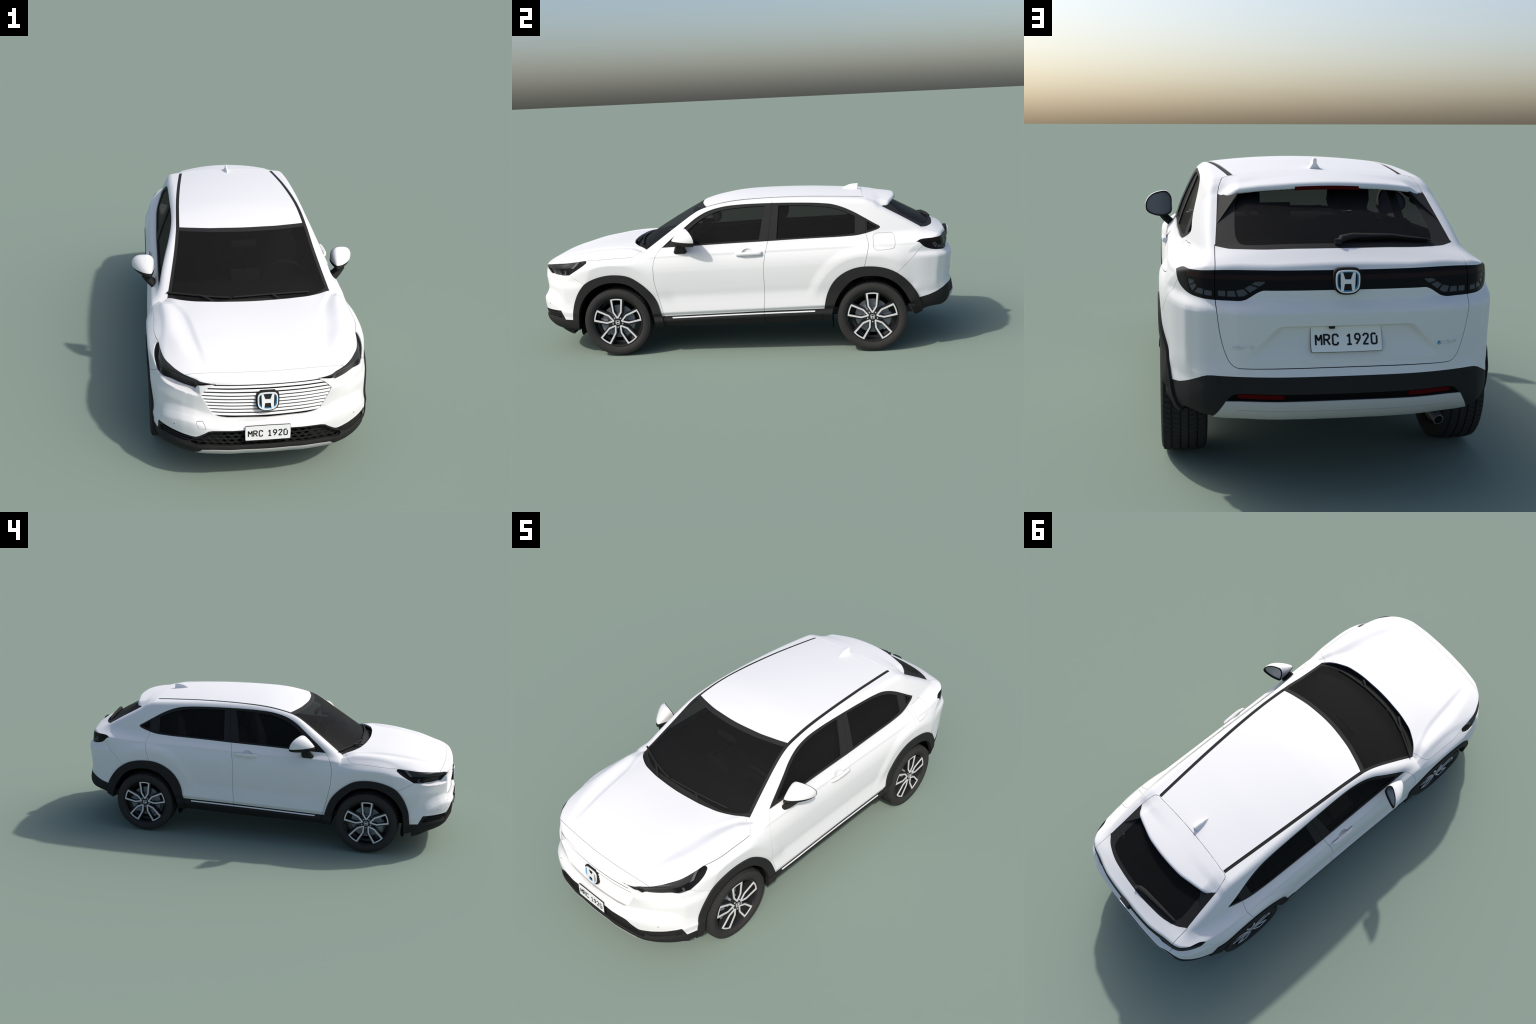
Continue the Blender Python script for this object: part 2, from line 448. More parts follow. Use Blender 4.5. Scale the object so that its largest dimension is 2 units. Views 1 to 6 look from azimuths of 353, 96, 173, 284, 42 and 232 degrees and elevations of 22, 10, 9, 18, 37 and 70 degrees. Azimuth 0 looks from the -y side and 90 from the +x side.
LAMP_BAR = outline([(-0.97, 0.412, 1), (-0.944, 0.4030), (-0.90, 0.4095), (-0.86, 0.4130), (-0.79, 0.4175), (-0.775, 0.4195, 1), (-0.745, 0.4460, 1), (-0.745, 0.47, 1), (-0.97, 0.47, 1)])
LAMP_SLASH = outline([(-0.793, 0.4136, 1), (-0.779, 0.4160, 1), (-0.750, 0.4440, 1), (-0.766, 0.4420, 1)])
LAMP_CHEVRON = outline([(-0.846, 0.3835, 1), (-0.826, 0.3905, 1), (-0.830, 0.4040, 1), (-0.8215, 0.4040, 1), (-0.8175, 0.3885, 1), (-0.842, 0.3795, 1)])
GRILLE = outline([(-0.1, 0.404), (0.0, 0.404), (0.10, 0.404), (0.176, 0.4045, 1), (0.2014, 0.3885), (0.2228, 0.367, 1), (0.2053, 0.3300), (0.1815, 0.2905), (0.167, 0.2840), (0.1452, 0.2805), (0.08, 0.279), (0.0, 0.2785), (-0.1, 0.279)])
front_black = line((0, 0.2405), (0.1382, 0.2405), (0.185, 0.2395), (0.2, 0.2365), (0.232, 0.214), (0.242, 0.2095), (0.255, 0.2090), (0.3615, 0.2174), (0.42, 0.2174))
front_black_side = line((-0.858, 0.2174), (-0.854, 0.2160), (-0.834, 0.1745), (-0.78, 0.1745))
LOWER_MESH = outline([(-0.1, 0.236), (0.0, 0.236), (0.14, 0.236), (0.196, 0.231), (0.228, 0.208), (0.262, 0.182), (0.20, 0.1785), (0.0, 0.1785), (-0.1, 0.1785)])
FOG_POCKET = outline([(0.360, 0.1995), (0.348, 0.2125), (0.267, 0.2065), (0.2490, 0.2015, 1), (0.270, 0.1845), (0.3428, 0.1845), (0.360, 0.182)])
SKID = outline([(-0.1, 0.160), (0.0, 0.160), (0.184, 0.160), (0.2223, 0.157, 1), (0.2453, 0.128, 1), (0.24, 0.09), (-0.1, 0.09)])
TOW_COVER = outline([(0.2398, 0.2640), (0.2385, 0.2680), (0.2355, 0.2692), (0.2220, 0.2700), (0.2185, 0.2688), (0.2160, 0.2655), (0.2085, 0.2490), (0.2082, 0.2455), (0.2112, 0.2440), (0.2275, 0.2420), (0.2308, 0.2430), (0.2330, 0.2465)])
tail_lamp_top = line((0, 0.511), (0.2045, 0.511), (0.2769, 0.5098), (0.311, 0.5073), (0.3282, 0.5056), (0.3452, 0.5040), (0.3575, 0.4950), (0.42, 0.44))
TAIL_LAMP = outline([(-0.1, 0.511), (0.0, 0.511), (0.2045, 0.511), (0.2769, 0.5098), (0.311, 0.5075), (0.3282, 0.5062), (0.3405, 0.5050), (0.350, 0.5005), (0.3578, 0.4950, 1), (0.3565, 0.482), (0.3518, 0.4695), (0.3430, 0.4600),
                     (0.3294, 0.4530), (0.3089, 0.4495), (0.2782, 0.4475), (0.2489, 0.4468), (0.2231, 0.4469), (0.2127, 0.4495), (0.1885, 0.4645), (0.179, 0.4685), (0.16, 0.4692), (0.0, 0.4695), (-0.1, 0.4695)])
TAIL_CELLS = [outline([(*q, 1) for q in c]) for c in (
    [(0.3348, 0.4857), (0.3218, 0.4853), (0.3210, 0.4801), (0.3324, 0.4728)],
    [(0.3324, 0.4710), (0.3202, 0.4789), (0.3160, 0.4732), (0.3257, 0.4600)],
    [(0.3223, 0.4590), (0.3135, 0.4711), (0.3016, 0.4691), (0.3036, 0.4566)],
    [(0.3019, 0.4561), (0.2999, 0.4681), (0.2847, 0.4663), (0.2840, 0.4555)],
    [(0.2718, 0.4672), (0.2563, 0.4673), (0.2556, 0.4551), (0.2720, 0.4555)],
    [(0.2528, 0.4670), (0.2373, 0.4675), (0.2332, 0.4546), (0.2522, 0.4545)],
    [(0.2339, 0.4676), (0.2183, 0.4716), (0.2082, 0.4615), (0.2177, 0.4560), (0.2298, 0.4547)],
    [(0.2166, 0.4729), (0.2045, 0.4800), (0.1884, 0.4753), (0.2048, 0.4634)],
    [(0.2020, 0.4818), (0.1933, 0.4877), (0.1697, 0.4882), (0.1849, 0.4774)])]
rear_black = line((0, 0.2855), (0.26, 0.2855), (0.285, 0.2860), (0.297, 0.2850), (0.3071, 0.2815), (0.322, 0.2725), (0.338, 0.2620), (0.355, 0.2500), (0.372, 0.2400), (0.42, 0.228))
DIFFUSER = outline([(-0.1, 0.2350), (0.0, 0.2350), (0.177, 0.2335), (0.2582, 0.232, 1), (0.2870, 0.184, 1), (0.28, 0.12), (0.0, 0.12), (-0.1, 0.12)])
REAR_SLOT = outline([(-0.1, 0.2492), (0.0, 0.2492), (0.2326, 0.2487), (0.2438, 0.2455), (0.2570, 0.2328, 1), (0.177, 0.2345), (0.0, 0.2358), (-0.1, 0.2358)])
tailgate_x = spline((0.285, 0.10), (0.3025, 0.222), (0.3045, 0.2340), (0.3085, 0.2425), (0.3160, 0.2495), (0.3374, 0.2590), (0.3688, 0.2674), (0.4216, 0.2755), (0.4479, 0.2775), (0.51, 0.2769), (0.5419, 0.2729), (0.56, 0.270))
TAILGATE = outline([(-0.1, 0.3028), (0.0, 0.3028), (0.216, 0.3028), (0.2330, 0.3042), (0.2420, 0.3085), (0.2495, 0.3165), (0.2590, 0.3374), (0.2674, 0.3688), (0.2750, 0.4216), (0.2775, 0.4479),
                    (0.2769, 0.51), (0.2729, 0.5419), (0.262, 0.62, 1), (-0.1, 0.62, 1)])
REAR_GLASS = outline([(-0.1, 0.903), (0.0, 0.9075), (0.1, 0.902), (0.1795, 0.8895), (0.2421, 0.8630), (0.262, 0.8465), (0.2712, 0.8390, 1), (0.2645, 0.7687), (0.2556, 0.659, 1), (0.22, 0.63), (-0.1, 0.63)])
REAR_CLEAR = outline([(-0.1, 0.888), (0.0, 0.890), (0.1, 0.884), (0.19, 0.868), (0.215, 0.855), (0.224, 0.83), (0.216, 0.70), (0.200, 0.58, 1), (-0.1, 0.58, 1)])
SPOILER = outline([(-0.1, 0.5745), (0.0, 0.5735), (0.1, 0.5755), (0.2, 0.5812), (0.226, 0.5835), (0.2375, 0.5900), (0.2465, 0.62), (0.2556, 0.659, 1), (0.262, 0.80, 1), (-0.1, 0.80, 1)])
ditch_x = spline((-0.30, 0.258), (-0.15, 0.2528), (0.04, 0.2460), (0.24, 0.2350), (0.40, 0.2240), (0.5775, 0.2105), (0.65, 0.205))
pillar_x = spline((-0.56, 0.348), (-0.415, 0.3125), (-0.335, 0.2950), (-0.25, 0.2785), (-0.200, 0.2715), (-0.151, 0.2665), (-0.10, 0.262))
roof_front = spline((-0.115, -0.187), (0.0, -0.196), (0.115, -0.187), (0.2, -0.168), (0.2535, -0.151), (0.30, -0.132))
hood_nose = spline((-0.1145, -0.9366), (0.0, -0.940), (0.1145, -0.9366), (0.2099, -0.9295), (0.30, -0.915))
FUEL_DOOR = outline([(0.6285, 0.5340), (0.665, 0.5345), (0.7010, 0.5345), (0.7115, 0.5245), (0.7150, 0.4951), (0.7100, 0.4740), (0.6976, 0.4696), (0.6259, 0.4690), (0.6190, 0.4800), (0.6176, 0.5067), (0.6200, 0.5270)])
bumper_front_seam = line((-0.82, 0.397), (-0.7912, 0.3802), (-0.7623, 0.3630), (-0.7239, 0.3461), (-0.68, 0.327))


def grad_z(p):
    g = body_grad(p)
    return g[:, 2] / np.linalg.norm(g, axis=1)


def build_skin(h):
    sk = Skin(h)
    low = lambda x, y, z: z < 0.45
    side = lambda x, y, z: x > 0.22
    # wheel openings and their black lips
    for k in (0, 1):
        rng = (lambda x, y, z, k=k: (np.abs(y - WHEEL_Y[k]) < 0.30) & (z < 0.42) & (x > 0.25))
        sk.claim('well', lambda x, y, z, k=k: sdf(ARCH_IN[k], y, z), rng)
        sk.claim('arch' + 'fr'[k], lambda x, y, z, k=k: sdf(ARCH_OUT[k], y, z), lambda x, y, z, r=rng: r(x, y, z) & (z > np.where(y > 0.70, 0.168, 0.125)))
    # cabin glass and roof
    up = lambda x, y, z: (z > 0.45) & (y > -0.62)
    sk.claim('windshield', lambda x, y, z: np.maximum(np.maximum(x - pillar_x(y), y - roof_front(x)), hood_edge(x) - 0.0035 - y),
             lambda x, y, z: (y > -0.60) & (y < -0.10) & (z > 0.46))
    sk.claim('rear_glass', lambda x, y, z: sdf(REAR_GLASS, x, y), lambda x, y, z: (y > 0.60) & (z > 0.50))
    sk.claim('under_spoiler', lambda x, y, z: sdf(SPOILER, x, y), lambda x, y, z: (y > 0.56) & (z > 0.60))
    sk.claim('cowl', lambda x, y, z: y - hood_edge(x) - 0.030 + 0.02 * x, None, 'windshield')
    sk.claim('windshield_border', lambda x, y, z: -np.maximum(x - pillar_x(y) + 0.013, y - roof_front(x) + 0.022), None, 'windshield')
    sk.claim('rear_border', lambda x, y, z: -sdf(REAR_CLEAR, x, y), None, 'rear_glass')
    sk.claim('ditch', lambda x, y, z: np.maximum(np.abs(x - ditch_x(y) - 0.0072) - 0.0072, np.maximum(-0.2 - y, y - 0.579)), lambda x, y, z: (z > 0.64) & (y < 0.59))
    sk.claim('roof', lambda x, y, z: x - ditch_x(y), lambda x, y, z: (z > 0.66) & (y < 0.60))
    sk.claim('window_frame', lambda x, y, z: sdf(DLO, y, z), lambda x, y, z: (x > 0.22) & (z > 0.48) & (y > -0.40) & (y < 0.70))
    sk.claim('glass_front', lambda x, y, z: sdf(GLASS_FRONT, y, z), None, 'window_frame')
    sk.claim('glass_rear', lambda x, y, z: sdf(GLASS_REAR, y, z), None, 'window_frame')
    sk.claim('glass_quarter', lambda x, y, z: sdf(GLASS_QUARTER, y, z), None, 'window_frame')
    # nose
    nose = lambda x, y, z: (y < -0.70) & (z < 0.46)
    sk.claim('headlamp', lambda x, y, z: np.maximum(sdf(HEADLAMP, y, z), (shelf_z(x) + 0.0040 - z) * 0.5), lambda x, y, z: (y < -0.70) & (x > 0.17) & (z > 0.36) & (z < 0.46))
    sk.claim('lamp_slash', lambda x, y, z: sdf(LAMP_SLASH, y, z), None, 'headlamp')
    sk.claim('lamp_chevron', lambda x, y, z: sdf(LAMP_CHEVRON, y, z), None, 'headlamp')
    sk.claim('lamp_bar', lambda x, y, z: sdf(LAMP_BAR, y, z), None, 'headlamp')
    sk.claim('grille_back', lambda x, y, z: sdf(GRILLE, x, z), lambda x, y, z: (y < -0.92) & (z < 0.407) & (x < 0.24))
    sk.claim('front_black', lambda x, y, z: z - np.where(y < -0.858, front_black(x), front_black_side(y)), lambda x, y, z: (y < -0.76) & (z < 0.30))
    sk.claim('skid', lambda x, y, z: sdf(SKID, x, z), lambda x, y, z: y < -0.90, 'front_black')
    sk.claim('lower_mesh', lambda x, y, z: sdf(LOWER_MESH, x, z), lambda x, y, z: y < -0.90, 'front_black')
    sk.claim('fog_pocket', lambda x, y, z: sdf(FOG_POCKET, x, z), lambda x, y, z: y < -0.80, 'front_black')
    # tail
    sk.claim('tail_lamp', lambda x, y, z: sdf(TAIL_LAMP, x, z), lambda x, y, z: (y > 0.77) & (z > 0.42) & (z < 0.53))
    for c in TAIL_CELLS:
        sk.claim('tail_cell', lambda x, y, z, c=c: sdf(c, x, z), lambda x, y, z: x > 0.16, 'tail_lamp')
    sk.claim('tail_red', lambda x, y, z: np.maximum(np.abs(z - 0.4965) - 0.0055, x - 0.338), None, 'tail_lamp')
    sk.claim('rear_black', lambda x, y, z: z - rear_black(x), lambda x, y, z: (y > np.where(z < 0.18, 0.72, 0.79)) & (z < 0.32))
    sk.claim('diffuser', lambda x, y, z: sdf(DIFFUSER, x, z), lambda x, y, z: y > 0.88, 'rear_black')
    sk.claim('rear_slot', lambda x, y, z: sdf(REAR_SLOT, x, z), lambda x, y, z: y > 0.90, 'rear_black')
    # sills and floor
    sk.claim('sill', lambda x, y, z: z - sill_top(y), lambda x, y, z: (x > 0.33) & (y > -0.45) & (y < 0.46) & (z < 0.23))
    sk.claim('sill_strip', lambda x, y, z: np.maximum(np.abs(z - strip_z(y)) - 0.0032, np.maximum(-0.3164 - y, y - 0.3458)), None, 'sill')
    C = sk.centroid()
    flat = np.where((C[:, 2] < 0.22) & np.isin(sk.lab, [sk.id(n) for n in ('paint', 'sill', 'front_black', 'rear_black', 'archf', 'archr', 'diffuser', 'skid')]))[0]
    sk.lab[flat[grad_z(C[flat]) < -0.85]] = sk.id('underbody')
    # shut lines
    doorz = lambda x, y, z: (x > 0.22) & (z < 0.507)
    sk.seam(lambda x, y, z: (y - seam_front_door(z)) * 0.95, lambda x, y, z: (x > 0.30) & (np.abs(y + 0.37) < 0.06) & (z < 0.5035), ['paint', 'sill'])
    sk.seam(lambda x, y, z: y - seam_mid_door(z), lambda x, y, z: (x > 0.22) & (np.abs(y - 0.13) < 0.06) & (z < 0.69), ['paint', 'sill', 'window_frame', 'sill_strip'])
    sk.seam(lambda x, y, z: (y - seam_rear_door(z)) * 0.96, lambda x, y, z: (x > 0.28) & (np.abs(y - 0.58) < 0.05) & (z < 0.605) & (z > 0.39), ['paint', 'window_frame'])
    sk.seam(lambda x, y, z: (z - hood_shut(y)) * 0.85, lambda x, y, z: (x > 0.25) & (y > -0.716) & (y < -0.412) & (z > 0.44) & (z < 0.52), w=0.0005)
    sk.seam(lambda x, y, z: y - hood_nose(x), lambda x, y, z: (y < -0.90) & (z > 0.41), w=0.0006)
    sk.seam(lambda x, y, z: (z - bumper_front_seam(y)) * 0.88, lambda x, y, z: (x > 0.33) & (y > -0.80) & (y < -0.71) & (z > 0.33) & (z < 0.39), w=0.0006)
    sk.seam(lambda x, y, z: (z - 0.4685 + (0.8311 - y) * 0.978) * 0.715, lambda x, y, z: (x > 0.33) & (y > 0.71) & (y < 0.842) & (z > 0.35) & (z < 0.48), w=0.0007)
    sk.seam(lambda x, y, z: sdf(TAILGATE, x, z), lambda x, y, z: (y > 0.80) & (z < 0.552) & (z > 0.29), ['paint', 'tail_lamp', 'tail_red'], w=0.0009)
    sk.seam(lambda x, y, z: sdf(SPOILER, x, y), lambda x, y, z: (y > 0.56) & (y < 0.657) & (z > 0.62), ['paint', 'under_spoiler', 'roof'], w=0.0007)
    sk.seam(lambda x, y, z: sdf(FUEL_DOOR, y, z), lambda x, y, z: (x > 0.28) & (y > 0.60) & (y < 0.73) & (z > 0.455) & (z < 0.545), w=0.0007, name='gap_fuel')
    sk.seam(lambda x, y, z: sdf(TOW_COVER, x, z), lambda x, y, z: (y < -0.90) & (x > 0.19) & (x < 0.26) & (z > 0.23) & (z < 0.28), w=0.0007, name='gap_tow')
    sk.claim('handle_cup', lambda x, y, z: np.hypot((y - 0.0455) / 0.0272, (z - 0.4690) / 0.0192) * 0.0192 - 0.0192, lambda x, y, z: (x > 0.3) & (np.abs(y - 0.0455) < 0.04) & (np.abs(z - 0.469) < 0.03))
    # name the painted panels
    C = sk.centroid()
    x, y, z = C.T
    p = sk.lab == 0
    fz = hood_shut(y)
    is_hood = (y < -0.40) & ((z > fz) | (y < -0.716)) & (y < hood_edge(x) + 0.02) & (hood_side(x, y, z))
    rules = [
        ('fuel_door', (x > 0.28) & (sdf(FUEL_DOOR, y, z) < 0)),
        ('tow_cover', (y < -0.9) & (sdf(TOW_COVER, x, z) < 0)),
        ('hood', is_hood & (y > hood_nose(x)) & ((y > -0.716) | (z > 0.40))),
        ('front_bumper', (y < -0.70) & ((y < hood_nose(x)) | (z < np.where(y < -0.79, 0.41, bumper_front_seam(y))))),
        ('front_door', (y > seam_front_door(z)) & (y < seam_mid_door(z)) & (z < np.where(y < -0.30, 0.508, 0.53)) & (x > 0.30)),
        ('rear_door', (y > seam_mid_door(z)) & (y < seam_rear_door(z)) & (z < 0.545) & (x > 0.30)),
        ('front_fender', (y < -0.34) & (z < 0.5035)),
        ('tailgate', (y > 0.62) & (sdf(TAILGATE, x, z) < 0) & (x < 0.275 + 0.02 * (z < 0.5)) & (z < 0.57)),
        ('rear_bumper', (y > 0.71) & (z < 0.4685 - (0.8311 - y) * 0.978) & (z < 0.47)),
    ]
    done = ~p
    for name, m in rules:
        k = m & ~done
        sk.lab[k] = sk.id(name)
        done |= k
    sk.lab[~done] = sk.id('body_side')
    return sk


def grad_up(x, y, z):
    return z > spoiler_top(x, y) - 0.008


def hood_side(x, y, z):
    return hood_z(x, y) - z < 0.02


# ------------------------------------------------------------------ Blender side: materials and part makers
import bpy
import bmesh
from mathutils import Vector, Matrix

COL = bpy.context.scene.collection


def material(name, color, rough=0.5, metal=0.0, coat=0.0, spec=0.5, grain=None, trans=None):
    m = bpy.data.materials.new(name)
    m.use_nodes = True
    nt = m.node_tree
    b = nt.nodes['Principled BSDF']
    b.inputs['Base Color'].default_value = (*color, 1)
    b.inputs['Roughness'].default_value = rough
    b.inputs['Metallic'].default_value = metal
    b.inputs['Specular IOR Level'].default_value = spec
    b.inputs['Coat Weight'].default_value = coat
    b.inputs['Coat Roughness'].default_value = 0.08
    if grain:
        scale, amount, bump = grain
        tc = nt.nodes.new('ShaderNodeTexCoord')
        no = nt.nodes.new('ShaderNodeTexNoise')
        no.inputs['Scale'].default_value = scale
        no.inputs['Detail'].default_value = 3
        nt.links.new(tc.outputs['Object'], no.inputs['Vector'])
        rp = nt.nodes.new('ShaderNodeValToRGB')
        rp.color_ramp.elements[0].color = (*[c * (1 - amount) for c in color], 1)
        rp.color_ramp.elements[1].color = (*[min(1, c * (1 + amount)) for c in color], 1)
        nt.links.new(no.outputs['Fac'], rp.inputs['Fac'])
        nt.links.new(rp.outputs['Color'], b.inputs['Base Color'])
        if bump:
            bp = nt.nodes.new('ShaderNodeBump')
            bp.inputs['Strength'].default_value = bump
            bp.inputs['Distance'].default_value = 0.001
            nt.links.new(no.outputs['Fac'], bp.inputs['Height'])
            nt.links.new(bp.outputs['Normal'], b.inputs['Normal'])
    if trans:
        tr = nt.nodes.new('ShaderNodeBsdfTransparent')
        tr.inputs['Color'].default_value = (*trans[0], 1)
        mx = nt.nodes.new('ShaderNodeMixShader')
        mx.inputs['Fac'].default_value = trans[1]
        out = nt.nodes['Material Output']
        nt.links.new(tr.outputs[0], mx.inputs[1])
        nt.links.new(b.outputs[0], mx.inputs[2])
        nt.links.new(mx.outputs[0], out.inputs['Surface'])
    return m


M = dict(
    paint=material('white_paint', (0.72, 0.72, 0.72), 0.5, spec=0.18, grain=(60, 0.006, 0)),
    trim=material('black_plastic', (0.0215, 0.0215, 0.021), 0.7, spec=0.1, grain=(900, 0.12, 0.15)),
    gloss=material('gloss_black', (0.010, 0.010, 0.011), 0.30, spec=0.12, grain=(80, 0.05, 0)),
    frame=material('window_frame_black', (0.023, 0.023, 0.023), 0.7, spec=0.1, grain=(300, 0.05, 0)),
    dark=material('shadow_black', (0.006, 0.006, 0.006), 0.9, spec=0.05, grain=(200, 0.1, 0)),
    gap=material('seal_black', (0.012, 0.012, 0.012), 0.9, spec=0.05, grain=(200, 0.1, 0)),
    glass=material('tinted_glass', (0.024, 0.024, 0.024), 0.3, spec=0.03, grain=(20, 0.02, 0), trans=((0.43, 0.435, 0.43), 0.40)),
    lens=material('lamp_lens_smoke', (0.007, 0.007, 0.0075), 0.35, spec=0.08, grain=(120, 0.1, 0)),
    lens_grey=material('lamp_bar_grey', (0.033, 0.033, 0.034), 0.35, spec=0.12, grain=(120, 0.1, 0)),
    lens_light=material('lamp_accent_grey', (0.11, 0.115, 0.12), 0.35, spec=0.12, grain=(200, 0.1, 0)),
    cell=material('lamp_cell_grey', (0.075, 0.08, 0.09), 0.35, spec=0.12, grain=(400, 0.15, 0)),
    red_dark=material('dark_red_lens', (0.021, 0.010, 0.010), 0.35, spec=0.08, grain=(200, 0.1, 0)),
    red=material('red_reflector', (0.070, 0.0020, 0.003), 0.5, spec=0.03, grain=(500, 0.15, 0)),
    silver=material('silver_plastic', (0.48, 0.475, 0.465), 0.55, spec=0.2, grain=(200, 0.02, 0)),
    strip=material('bright_strip', (0.75, 0.75, 0.76), 0.4, spec=0.4, grain=(200, 0.02, 0)),
    chrome=material('bright_emblem', (0.78, 0.79, 0.80), 0.35, spec=0.5, grain=(200, 0.02, 0)),
    blue=material('emblem_blue', (0.03, 0.26, 0.50), 0.4, spec=0.3, grain=(200, 0.05, 0)),
    plate=material('plate_white', (0.80, 0.80, 0.79), 0.5, spec=0.3, grain=(200, 0.02, 0)),
    ink=material('plate_ink', (0.010, 0.010, 0.010), 0.6, spec=0.2, grain=(200, 0.05, 0)),
    tyre=material('tyre_rubber', (0.032, 0.031, 0.030), 0.85, spec=0.15, grain=(500, 0.15, 0.2)),
    rim=material('rim_black', (0.014, 0.014, 0.015), 0.4, spec=0.3, grain=(200, 0.08, 0)),
    face=material('rim_machined', (0.62, 0.62, 0.62), 0.45, spec=0.4, grain=(300, 0.03, 0)),
    disc=material('brake_steel', (0.20, 0.22, 0.235), 0.6, grain=(300, 0.1, 0)),
    nut=material('wheel_nut_steel', (0.40, 0.41, 0.42), 0.45, metal=0.2, grain=(300, 0.05, 0)),
    mirror=material('mirror_glass', (0.30, 0.32, 0.34), 0.25, metal=0.4, grain=(60, 0.03, 0)),
    interior=material('interior_grey', (0.030, 0.030, 0.031), 0.8, spec=0.15, grain=(250, 0.15, 0.1)),
    interior_light=material('interior_trim', (0.055, 0.054, 0.052), 0.8, spec=0.15, grain=(250, 0.15, 0.1)),
    exhaust=material('exhaust_steel', (0.20, 0.20, 0.21), 0.45, metal=0.5, grain=(200, 0.1, 0)),
)

CAR = bpy.data.objects.new('crossover_car', None)
COL.objects.link(CAR)
CAR['label'] = 'white compact crossover car with black cladding and dark glass'
CAR['category'] = 'car'


def add(name, me, mat=None, parent=None):
    o = bpy.data.objects.new(name, me)
    COL.objects.link(o)
    o.parent = parent or CAR
    if mat is not None:
        for m in (mat if isinstance(mat, (list, tuple)) else [mat]):
            me.materials.append(M[m])
    return o


def mesh(name, V, F, normals=None, smooth=True, mats=None):
    me = bpy.data.meshes.new(name)
    me.from_pydata(np.asarray(V).tolist(), [], [list(map(int, f)) for f in F])
    me.polygons.foreach_set('use_smooth', [smooth] * len(me.polygons))
    if mats is not None:
        me.polygons.foreach_set('material_index', [int(k) for k in mats])
    me.update()
    if normals is not None:
        me.normals_split_custom_set_from_vertices(np.asarray(normals).tolist())
    return me


def smooth_angle(me, deg=35):
    """Mark edges sharper than deg as sharp, shade the rest smooth."""
    bm = bmesh.new()
    bm.from_mesh(me)
    lim = math.radians(deg)
    for f in bm.faces:
        f.smooth = True
    for e in bm.edges:
        e.smooth = not (len(e.link_faces) == 2 and e.calc_face_angle(0) > lim)
    bm.to_mesh(me)
    bm.free()
    return me


class Panels:
    def __init__(self, sk):
        self.sk = sk
        g = body_grad(sk.V)
        self.N = g / np.maximum(np.linalg.norm(g, axis=1), 1e-9)[:, None]

    def piece(self, labels, offset=0.0, flange=0.008, sel=None):
        sk = self.sk
        m = np.isin(sk.lab, [sk.id(n) for n in ([labels] if isinstance(labels, str) else labels)])
        if sel is not None:
            C = sk.centroid()
            m &= sel(C[:, 0], C[:, 1], C[:, 2])
        T = sk.T[m]
        used, inv = np.unique(T, return_inverse=True)
        T = inv.reshape(T.shape)
        N = self.N[used]
        V = sk.V[used] + N * offset
        mid = sk.V[used][:, 0] == 0
        V[mid, 0] = 0
        faces = [tuple(t) for t in T]
        if flange:
            E = np.concatenate([T[:, [0, 1]], T[:, [1, 2]], T[:, [2, 0]]])
            key = np.sort(E, 1)
            k = key[:, 0] * (10 ** 8) + key[:, 1]
            u, first, cnt = np.unique(k, return_index=True, return_counts=True)
            B = E[first[cnt == 1]]
            B = B[~(mid[B[:, 0]] & mid[B[:, 1]])]
            # new vertices: copies of the rim (top) and sunk ones (bottom), facing outwards
            rim, r = np.unique(B, return_inverse=True)
            r = r.reshape(B.shape)
            d = V[B[:, 1]] - V[B[:, 0]]
            out = np.cross(d, N[B[:, 0]] + N[B[:, 1]])
            on = np.zeros((len(rim), 3))
            np.add.at(on, r[:, 0], out); np.add.at(on, r[:, 1], out)
            on /= np.maximum(np.linalg.norm(on, axis=1), 1e-12)[:, None]
            n0 = len(V)
            top = V[rim]
            bot = top - N[rim] * flange
            bot[mid[rim], 0] = 0
            V = np.concatenate([V, top, bot])
            N = np.concatenate([N, on, on])
            for a, b in r:
                faces.append((n0 + b, n0 + a, n0 + len(rim) + a, n0 + len(rim) + b))
        return V, faces, N

    def part(self, name, labels, mat, offset=0.0, flange=0.008, parent=None, whole=False, sides=(1, -1), sel=None):
        """whole: one object across the centre line; otherwise one object per side."""
        V, F, N = self.piece(labels, offset, flange, sel)
        objs = []
        if whole:
            n = len(V)
            V2, N2 = V * [-1, 1, 1], N * [-1, 1, 1]
            mid = np.where(np.abs(V[:, 0]) < 1e-9)[0]
            back = np.arange(n) + n
            back[mid] = mid
            N[mid, 0] = 0
            keep = np.ones(2 * n, bool); keep[n + mid] = False
            newi = np.cumsum(keep) - 1
            A = np.concatenate([V, V2])[keep]
            NN = np.concatenate([N, N2])[keep]
            FF = list(F) + [tuple(newi[back[list(f)]])[::-1] for f in F]
            return add(name, mesh(name, A, FF, NN), mat, parent)
        for s in sides:
            if s > 0:
                me = mesh(name, V, F, N)
            else:
                me = mesh(name, V * [-1, 1, 1], [f[::-1] for f in F], N * [-1, 1, 1])
            objs.append(add(name, me, mat, parent))
        return objs


def empty(name, parent=None, loc=(0, 0, 0)):
    o = bpy.data.objects.new(name, None)
    COL.objects.link(o)
    o.parent = parent or CAR
    o.location = loc
    return o


def loft(rings, closed=True, caps=True):
    """Quads through a list of equally long rings of points."""
    R = [np.asarray(r, float) for r in rings]
    n = len(R[0])
    V = np.concatenate(R)
    F = []
    for i in range(len(R) - 1):
        for j in range(n if closed else n - 1):
            k = (j + 1) % n
            F.append((i * n + j, i * n + k, (i + 1) * n + k, (i + 1) * n + j))
    if caps and closed:
        F.append(tuple(range(n))[::-1])
        F.append(tuple((len(R) - 1) * n + j for j in range(n)))
    return V, F


